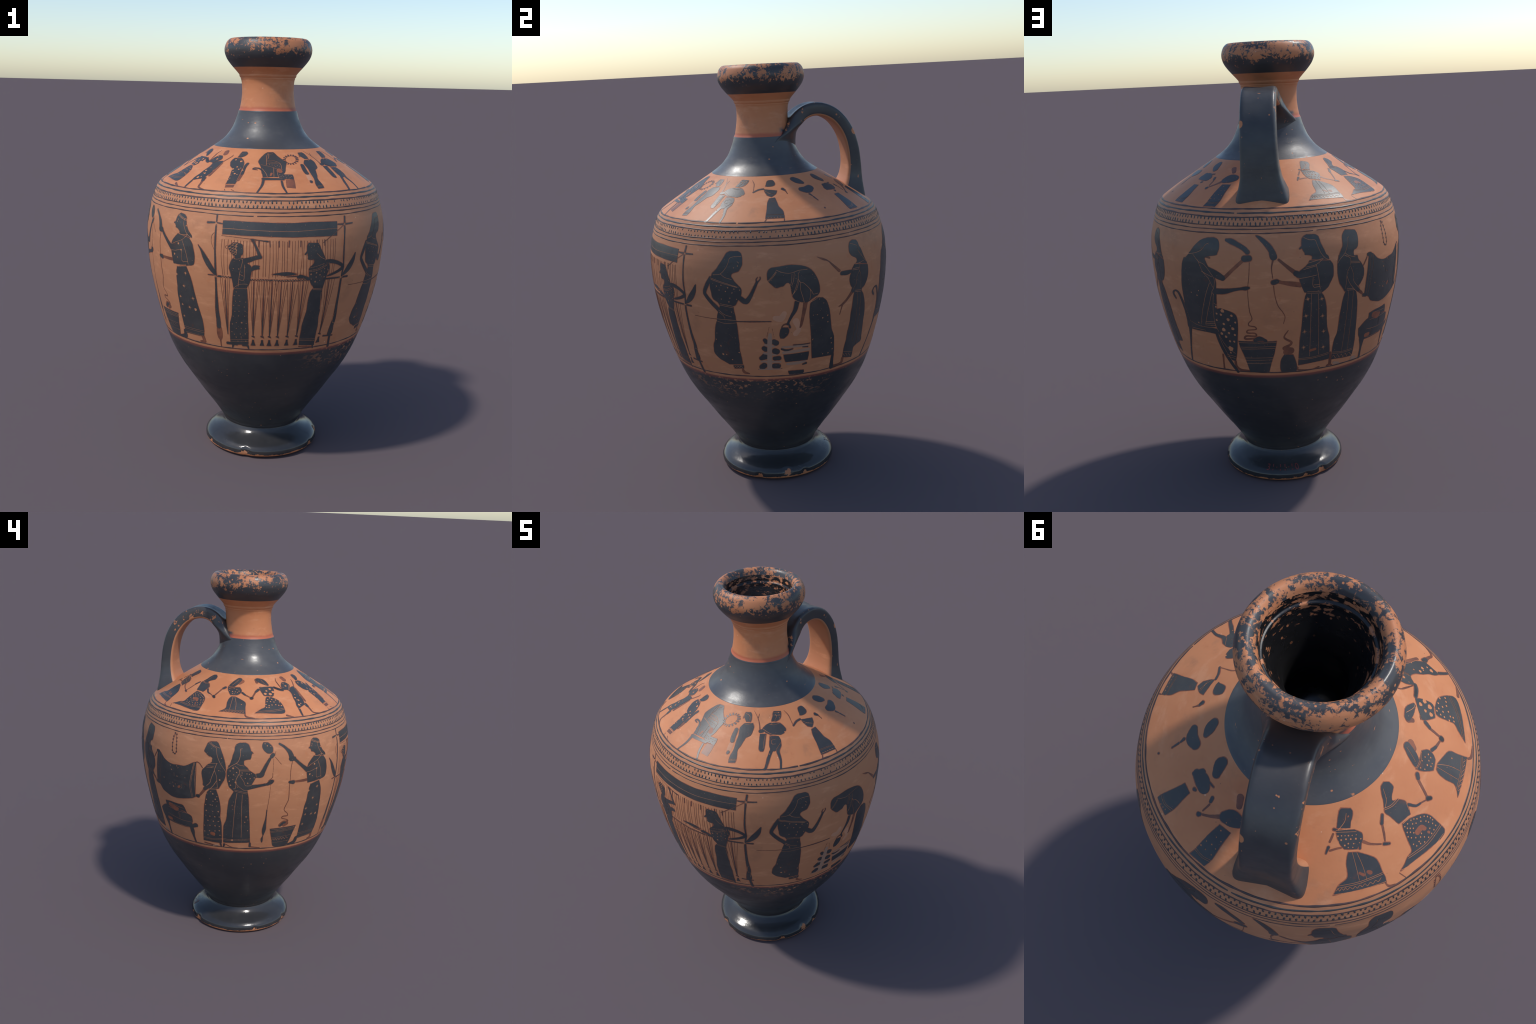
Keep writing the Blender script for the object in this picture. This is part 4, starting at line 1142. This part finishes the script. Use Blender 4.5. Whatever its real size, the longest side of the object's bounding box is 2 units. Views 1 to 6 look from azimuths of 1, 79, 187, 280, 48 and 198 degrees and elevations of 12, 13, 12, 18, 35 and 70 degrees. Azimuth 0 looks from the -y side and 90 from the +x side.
limb('leaf', (-4,250,5.3), (-5,256,6))
limb('leaf', (7.4,253,3.6), (9.2,258,4.1))
limb('leaf', (17,250,3.9), (22,256,4.4))
limb('leaf', (24,244,5), (31,248,5.7))
limb('leaf', (27,234,5.5), (35,237,6.6))

figure('draped_figure', shoulder, 32)
loft('head', (-1.6,272,20,275), (-5,262,27,267), (-4,249,30,253), (2.5,236,31,240), (9.7,225,30,228))
limb('face', (-4.6,251,11), (-8.7,241,3.8), tone='brown')
loft('cloak', (2.9,217,41,222), (-7.7,202,48,210), (-13,191,50,200), (-12,172,48,181), (-11,154,44,161), (-13,141,24,145), (-15,129,20,133), (-17,113,14,117), (-17,99,10,103), (-18,84,1.5,86), (-22,68,0.5,70), (-28,52,2.5,55), (-31,32,3.9,36), (-29,19,0.6,22))
limb('cloak_edge', (-27,181,17), (-34,143,20), (-34,124,19))
limb('cloak_edge', (-36,108,20), (-40,81,22), tone='stain')
limb('cloak_edge', (-41,67,13), (-43,63,11))
cut((2.2,214), (21,213), (38,224))
cut((-17,182), (-14,151), (-19,97))
cut((-32,35), (4.3,39))
cut((-31,30), (4.1,34))
cut((-0.5,267), (19,257), (24,236))

figure('cloaked_youth', shoulder, 52)
loft('head', (29,279,60,278), (23,268,61,267), (21,252,58,250), (16,239,51,237), (13,227,35,226))
loft('cloak', (5.5,220,49,218), (-12,212,62,207), (-28,197,73,191), (-31,187,74,180), (-18,173,65,167), (4.5,160,47,157))
loft('hip', (-0.8,155,38,152), (-3.4,139,45,136), (-6.1,124,46,120), (-7.9,105,43,102), (-4.7,89,24,87), (-3.2,80,14,79))
limb('leg', (-1.6,84,17), (-9.4,65,13), (-19,43,13), (-28,19,11), (-37,1.2,9.5), (-47,-0.3,4.6))
limb('leg', (37,105,16), (28,79,13), (32,56,11), (36,32,8.5), (33,-1.7,8))
loft('hanging_cloak', (-44,169,-16,166), (-48,149,-21,146), (-53,115,-27,112), (-56,95,-33,92), (-50,83,-38,82))
limb('arm', (-34,182,18), (-41,182,16))
limb('spear', (-59,289,1.9), (-47,253,3.4), (-42,223,5.3), (-42,191,6.2), tone='brown')
limb('spear_tip', (-36,270,1.9), (-45,249,5), tone='brown')
cut((-29,193), (-3.9,171), (16,161), (47,157))
cut((-43,171), (-20,177))
cut((2.6,214), (24,209), (49,218))
cut((-1,153), (19,158))
cut((23,138), (5.5,133), (4.9,115), (21,114))
cut((44,120), (21,87))
cut((32,233), (9.6,213))
cut((34,263), (38,251), (29,235))
cut((-21,162), (-30,131), (-33,100))
cut((26,271), (58,270))
cut((24,260), (57,253))
dots((-11,87,8.4), (-12,67,4.9), (49,271,5.2), (51,260,4.1), (52,243,4.2), (69,172,7.6))

figure('striding_woman', shoulder, 82)
loft('head', (15,270,23,267), (-0.8,266,28,255), (-7.9,253,29,238), (-11,237,17,226), (-15,228,-4.7,224))
loft('torso', (-22,207,35,195), (-21,196,32,181), (-18,185,26,169), (-9.5,164,8.4,153))
loft('skirt', (-1.8,143,23,148), (-12,117,29,117), (-16,94,34,89), (-18,75,50,62), (-21,55,54,38), (-25,36,54,26), (-28,16,54,16))
limb('arm', (-24,210,8.3), (-46,207,7.3), (-70,194,5.7))
limb('arm', (-70,195,4.6), (-67,219,3.4), (-63,251,4.8), (-69,280,2), tone='brown')
limb('hand', (58,205,6.1), (66,200,6.2))
limb('hand', (67,200,5.1), (82,177,2.5), tone='brown')
limb('foot', (-25,12,6.1), (-34,-2.8,5.1), tone='brown')
limb('foot', (53,12,5.1), (51,-3.8,4.5), tone='brown')
cut((-24,202), (2.2,177), (24,168))
cut((-21,41), (56,39))
cut((-22,36), (55,35))
cut((-26,21), (55,22))
cut((-17,183), (24,175))
dots((-3,24,3.4), (9.9,23,3.4), (24,24,3.5), (38,25,3.5), (-16,23,3.4))

figure('worn_figure', shoulder, 107)
limb('head', (25,234,19), (8.9,248,37), (-3.6,262,31))
limb('torso', (-0.4,187,28), (26,181,44), (48,195,34))
limb('stick', (23,150,9.6), (30,137,4.8))
limb('stick', (32,130,6.5), (41,104,3.7))
limb('spot', (48,49,5.3), (49,51,5.3))
limb('hand', (-80,202,8.6), (-84,213,12))
limb('hand', (-79,175,3.8), (-76,203,5.7), tone='brown')

figure('worn_figure', shoulder, 133)
limb('head', (12,230,27), (-3.4,253,38), (-5.4,266,30))
limb('torso', (-24,171,28), (2.6,178,49), (23,173,40))
limb('torso', (-30,163,13), (-17,191,22))
limb('scrap', (11,195,6.3), (40,202,3.9))
limb('scrap', (11,141,10), (15,143,7.4))
loft('skirt', (-22,121,12,121), (-28,81,18,84), (-38,29,24,50), (-38,13,23,11))
cut((-37,26), (-8.1,24), (23,37))
cut((-35,32), (-6.2,30), (23,44))
dots((-14,14,4.9), (-2.1,16,4.9), (8.5,20,4.9))

figure('handle_side_dancer', shoulder, 152)
limb('torso', (14,166,35), (32,178,51), (52,183,37))
limb('arm', (0.1,155,14), (-24,134,8.7), (-44,121,8), tone='brown')
limb('hand', (-56,112,14), (-53,115,11))
limb('arm', (-52,130,5.2), (-48,159,6.7), tone='brown')
limb('arm', (-51,168,10), (-53,180,11))
limb('head', (13,243,23), (26,221,19), tone='brown')
loft('skirt', (15,137,56,142), (7.1,85,57,93), (3.7,26,62,38), (-1.4,3.5,56,7.2))
cut((12,142), (53,146))
cut((0.9,30), (34,27), (61,35))
cut((1.3,24), (34,21), (60,29))
dots((29,126,5.2), (31,101,4.5), (34,74,5.3), (15,70,4.5), (9.5,48,6.1), (28,48,4.6), (50,101,4.5), (51,72,4.5), (27,156,4.5), (52,49,4.5))

figure('dancing_woman', shoulder, -144)
loft('head', (-8.1,280,19,271), (-15,273,22,260), (-22,258,17,245), (-28,244,8.6,231), (-34,227,3,215))
limb('bun', (-43,226,6.8), (-39,223,6.8))
loft('torso', (-38,224,13,207), (-39,214,31,190), (-40,200,31,176), (-39,189,27,166), (-36,174,16,156), (-29,160,5.7,148))
limb('sleeve', (19,161,7), (15,147,5.9))
loft('skirt', (-20,146,5.8,138), (-25,139,34,118), (-30,129,52,101), (-35,114,58,81), (-37,98,60,63), (-41,76,62,52), (-54,66,65,41), (-74,58,66,34), (-96,34,65,20))
limb('arm', (-49,213,6.8), (-64,194,7.3), tone='brown')
limb('arm', (-72,179,7.9), (-84,163,3.7))
limb('arm', (-71,168,6.5), (-49,168,6.5), (-36,166,4.9), tone='brown')
limb('arm', (30,163,9.9), (48,149,7.4), (79,137,4.8), tone='brown')
limb('hand', (89,134,9.2), (104,129,6.4))
limb('foot', (62,20,4.1), (70,6.5,6.9), (90,4.9,3.3), tone='brown')
cut((2.9,261), (-6.9,239), (-32,220))
cut((-38,221), (14,209))
cut((-40,216), (18,199))
cut((-18,152), (5.7,146))
cut((-19,148), (7.2,141))
cut((-9.4,142), (-9.7,100), (-11,54))
cut((3.1,138), (9.8,90), (11,50))
cut((-75,57), (-11,50), (61,53))
cut((-78,51), (-13,45), (61,48))
cut((-95,36), (-18,25), (65,23))
cut((-84,44), (-77,49), (-75,41), (-67,47), (-63,40), (-55,46), (-52,38), (-42,43), (-37,35), (-27,41), (-23,33), (-13,40), (-7.9,32), (2.2,39), (8.4,30), (19,38), (25,30), (36,38), (42,31), (54,40))
dots((-37,203,5.2), (-27,201,4.7), (-17,198,4.2), (-7.5,195,5.3), (3.1,192,4.2), (15,190,3.7), (-31,189,5.8), (-17,187,5.8), (-3.6,183,5.8), (11,179,6.4), (25,174,4.8), (-25,170,5.8), (-14,172,5.3), (1.1,167,4.8), (-17,161,4.2), (-4.2,157,4.2), (18,164,3.7), (-40,186,3.7))
limb('patch', (21,70,11), (26,66,13), tone='rust')
limb('patch', (-5.1,75,7.8), (5,66,8.9), tone='rust')
limb('patch', (5.2,249,3.8), (7,251,4.3), tone='rust')

figure('dancing_woman', shoulder, -117)
loft('head', (13,279,27,267), (-1.2,275,28,247), (-11,262,16,237), (-18,248,4.1,227), (-22,238,0,217), (-38,213,14,209))
loft('torso', (-35,216,15,209), (-40,206,30,187), (-34,185,28,169), (-30,159,20,151), (-28,151,18,146))
loft('skirt', (-19,142,7.1,137), (-26,130,45,119), (-30,116,65,96), (-37,93,73,59), (-46,59,77,30), (-69,53,71,21), (-92,42,63,17), (-110,36,48,15))
limb('arm', (32,171,8.3), (48,151,7.4), (64,145,5.6))
limb('arm', (64,146,5.6), (87,137,5), tone='brown')
limb('hand', (94,135,11), (103,129,9.2))
limb('arm', (-51,208,6.9), (-67,190,10))
limb('arm', (-69,185,7.2), (-81,161,7.2), (-92,142,5), tone='brown')
limb('foot', (-117,33,3.7), (-110,8.5,2.1), tone='brown')
cut((-0.5,265), (-12,235), (-31,217))
cut((-36,220), (-13,211), (14,211))
cut((-36,214), (-10,205), (17,206))
cut((-15,146), (9.9,146))
cut((-18,141), (7.7,140))
cut((-67,53), (3.5,42), (74,49))
cut((-69,48), (4.2,35), (75,43))
cut((-106,36), (-20,13), (66,20))
cut((31,184), (23,159))
dots((7.9,130,5.1), (18,126,5.1), (26,119,5.2), (38,114,5.2), (49,107,5.2), (57,98,5.3), (62,88,5.3), (64,78,5.3), (-7.1,130,5.1), (5.2,118,5.1), (15,111,5.1), (31,104,5.2), (44,92,5.2), (49,83,5.2), (57,70,5.3), (61,58,5.3), (-19,130,5), (-16,120,5.1), (-9.1,113,5.1), (-1.4,106,5.1), (31,77,5.2), (40,66,5.2), (48,53,5.3), (-24,111,5.1), (-16,104,5.1), (-8.8,95,5.1), (9.1,75,5.2), (35,50,5.2), (-30,99,5.1), (-24,89,5.1), (-13,79,5.1), (0.1,69,5.2), (10,60,5.2), (20,49,5.2), (-12,62,5.1), (0.9,48,5.2), (-31,69,5.1), (-12,54,5.1), (-26,58,5.1))
limb('patch', (1.6,88,18), (19,89,17), (26,79,13), tone='rust')
limb('patch', (29,62,8), (30,59,8), tone='rust')

figure('dancing_woman', shoulder, -88)
limb('head', (8.9,262,26), (-2.5,245,31), (-16,226,31), (-28,215,20))
limb('face', (23,252,26), (13,238,22), tone='brown')
loft('torso', (-42,212,19,207), (-40,192,32,185), (-31,168,27,164), (-20,149,14,151))
loft('skirt', (-12,138,6.4,139), (-22,124,31,126), (-28,94,63,105), (-27,62,68,73), (-39,46,72,49), (-60,34,76,29))
limb('arm', (37,171,11), (53,158,10))
limb('arm', (53,158,10), (77,147,8), tone='brown')
limb('hand', (90,142,16), (89,139,15))
limb('arm', (-56,201,14), (-64,195,13))
limb('arm', (-71,190,9.7), (-94,157,8.9), (-103,145,8.2), tone='brown')
limb('hand', (-107,140,13), (-102,131,9.7))
limb('foot', (74,24,7.3), (86,13,9.7), (123,14,3.6), tone='brown')
cut((15,212), (-13,206), (-41,212))
cut((15,206), (-11,201), (-40,208))
cut((4.1,139), (18,95), (22,50))
cut((-4.3,138), (-6.5,88), (-7.6,50))
cut((67,54), (24,47), (-36,47))
cut((70,48), (27,42), (-40,41))
cut((71,31), (27,27), (-53,29))
cut((5.4,263), (-5.3,244), (-22,219))
cut((65,43), (63,35), (53,42), (49,33), (39,40), (34,32), (23,39), (19,31), (7.2,39), (2.5,31), (-8.7,39), (-13,31), (-25,39), (-30,32), (-40,38))
dots((19,180,6), (6.1,190,5.3), (-14,175,6.6), (1.1,173,5.3), (-9.5,197,4.6), (13,169,5.4), (-2,159,4.7), (-30,180,5.2), (-32,196,5.2), (-12,161,5.3), (46,89,5.6))

figure('dancing_woman', shoulder, -62)
limb('head', (-27,265,25), (-6.8,251,33), (14,227,14))
limb('face', (-33,264,26), (-37,247,15), tone='brown')
loft('torso', (39,213,-32,214), (39,182,-32,190), (28,149,-23,155), (15,143,-18,150))
loft('skirt', (13,139,-8,142), (45,116,-18,129), (58,88,-27,99), (63,56,-35,72), (60,35,-56,62), (40,26,-77,51), (-11,29,-95,40))
limb('arm', (-40,196,13), (-56,183,12))
limb('arm', (-60,180,9.9), (-83,147,8.1), tone='brown')
limb('hand', (-89,142,16), (-90,140,16))
limb('arm', (46,208,13), (72,193,12), (89,191,12))
limb('arm', (87,197,4.3), (71,251,4.1), tone='brown')
limb('foot', (109,3.5,7.1), (66,15,12), tone='brown')
cut((12,144), (-8.5,149))
cut((13,139), (-9.3,143))
cut((39,214), (7.9,227), (-13,267))
cut((15,216), (-6.9,214), (-32,209))
cut((8.3,223), (-11,220), (-32,215))
cut((61,61), (3.9,50), (-80,48))
cut((62,53), (4.7,42), (-84,42))
dots((49,104,7.4), (53,79,7.6), (31,118,7.2), (19,104,7.2), (12,123,7.1), (1.9,108,7.1), (24,85,7.3), (3.8,84,7.2), (-12,81,7.1), (-16,108,6.9), (-15,69,7.2), (-26,90,7), (3,134,7), (-9,122,6.9), (-28,70,7.1), (39,81,7.4))
dots((-1.2,184,11), (20,197,14), (32,176,16), (14,161,17), (-12,164,15))

figure('running_youth', shoulder, -40)
limb('head', (3.5,268,25), (8.8,253,26), tone='brown')
loft('torso', (-17,237,3.7,235), (-33,220,16,218), (-41,201,16,204), (-42,186,7.5,192), (-14,179,34,199), (-8.8,151,39,178), (-19,119,36,145), (-24,91,34,111), (-33,70,26,79), (-35,46,20,66))
limb('cloak', (40,185,12), (40,141,15), (40,90,14), tone='brown')
limb('leg', (-31,42,11), (-36,19,10), (-38,4.6,8.9))
limb('leg', (26,66,20), (30,54,16))
limb('leg', (31,51,14), (34,34,12), (41,8.9,9.2), (81,1.5,3.8), tone='brown')
limb('arm', (-80,212,9.7), (-63,198,11), (-46,187,5.7))
limb('spear', (-46,199,4.9), (-46,250,5.4), (-35,275,2.4), tone='brown')
limb('spear', (40,198,7.4), (56,238,6.7), (55,252,3.7), tone='brown')
cut((17,214), (-11,178))
cut((23,214), (-5.7,178))
cut((36,188), (33,145), (35,90), (24,72))
cut((-33,44), (9.9,53), (26,69))
dots((-10,209,11), (-15,226,6.3), (-31,202,4.3), (-6.3,120,11), (2.5,100,11), (-15,69,14), (0.6,76,7.4), (6,142,5.9), (-6,103,5.7), (31,128,4.7))

figure('draped_figure', shoulder, -19)
loft('head', (-17,276,1.7,277), (-20,266,11,268), (-22,256,12,258), (-24,243,6.5,245), (-26,233,-8.1,233))
loft('cloak', (-38,228,-6.7,229), (-45,214,6,216), (-48,198,15,201), (-44,182,21,186), (-38,167,23,171), (-23,151,24,155), (-20,142,22,146), (-19,123,24,127), (-16,98,28,103), (-16,75,29,79), (-15,49,27,53), (-16,40,25,44))
loft('hem', (-15,35,26,39), (-12,19,25,23), tone='brown')
limb('cloak_edge', (36,191,12), (31,165,14), (34,116,15))
limb('cloak_edge', (34,104,15), (31,71,15), tone='brown')
limb('foot', (-10,8.8,3.6), (-5.6,1.5,2.5), tone='brown')
limb('foot', (21,9.1,4.6), (35,3.1,2.6), tone='brown')
cut((-27,227), (-5.1,224))
cut((21,189), (26,152), (26,64))
cut((-31,233), (-9.2,267))
cut((-14,42), (24,45))
dots((0.8,204,12), (-4.5,163,8.7), (8.1,147,8.5), (0.6,114,10), (-19,147,10), (-16,69,6.8), (-28,214,8.9), (-12,127,6.6), (15,156,5.9), (13,109,6), (-11,81,5.8), (29,142,6.4), (-13,102,5.1))

# ------------------------------------------------------------------ build
def main():
    global ROOT
    ROOT = bpy.data.objects.new("black_figure_jug", None)
    bpy.context.scene.collection.objects.link(ROOT)
    ROOT["label"] = "orange clay jug with black painted figures and strap handle"
    ROOT["category"] = "vase"
    ROOT.location = (.0084, -.0066, .0020)          # the old pot leans a little
    ROOT.rotation_euler = (-.0072, -.0070, 0)
    build_materials()
    turn_parts()
    build_handle()
    build_bands()
    build_warp()
    build_figures()
    build_number()

main()
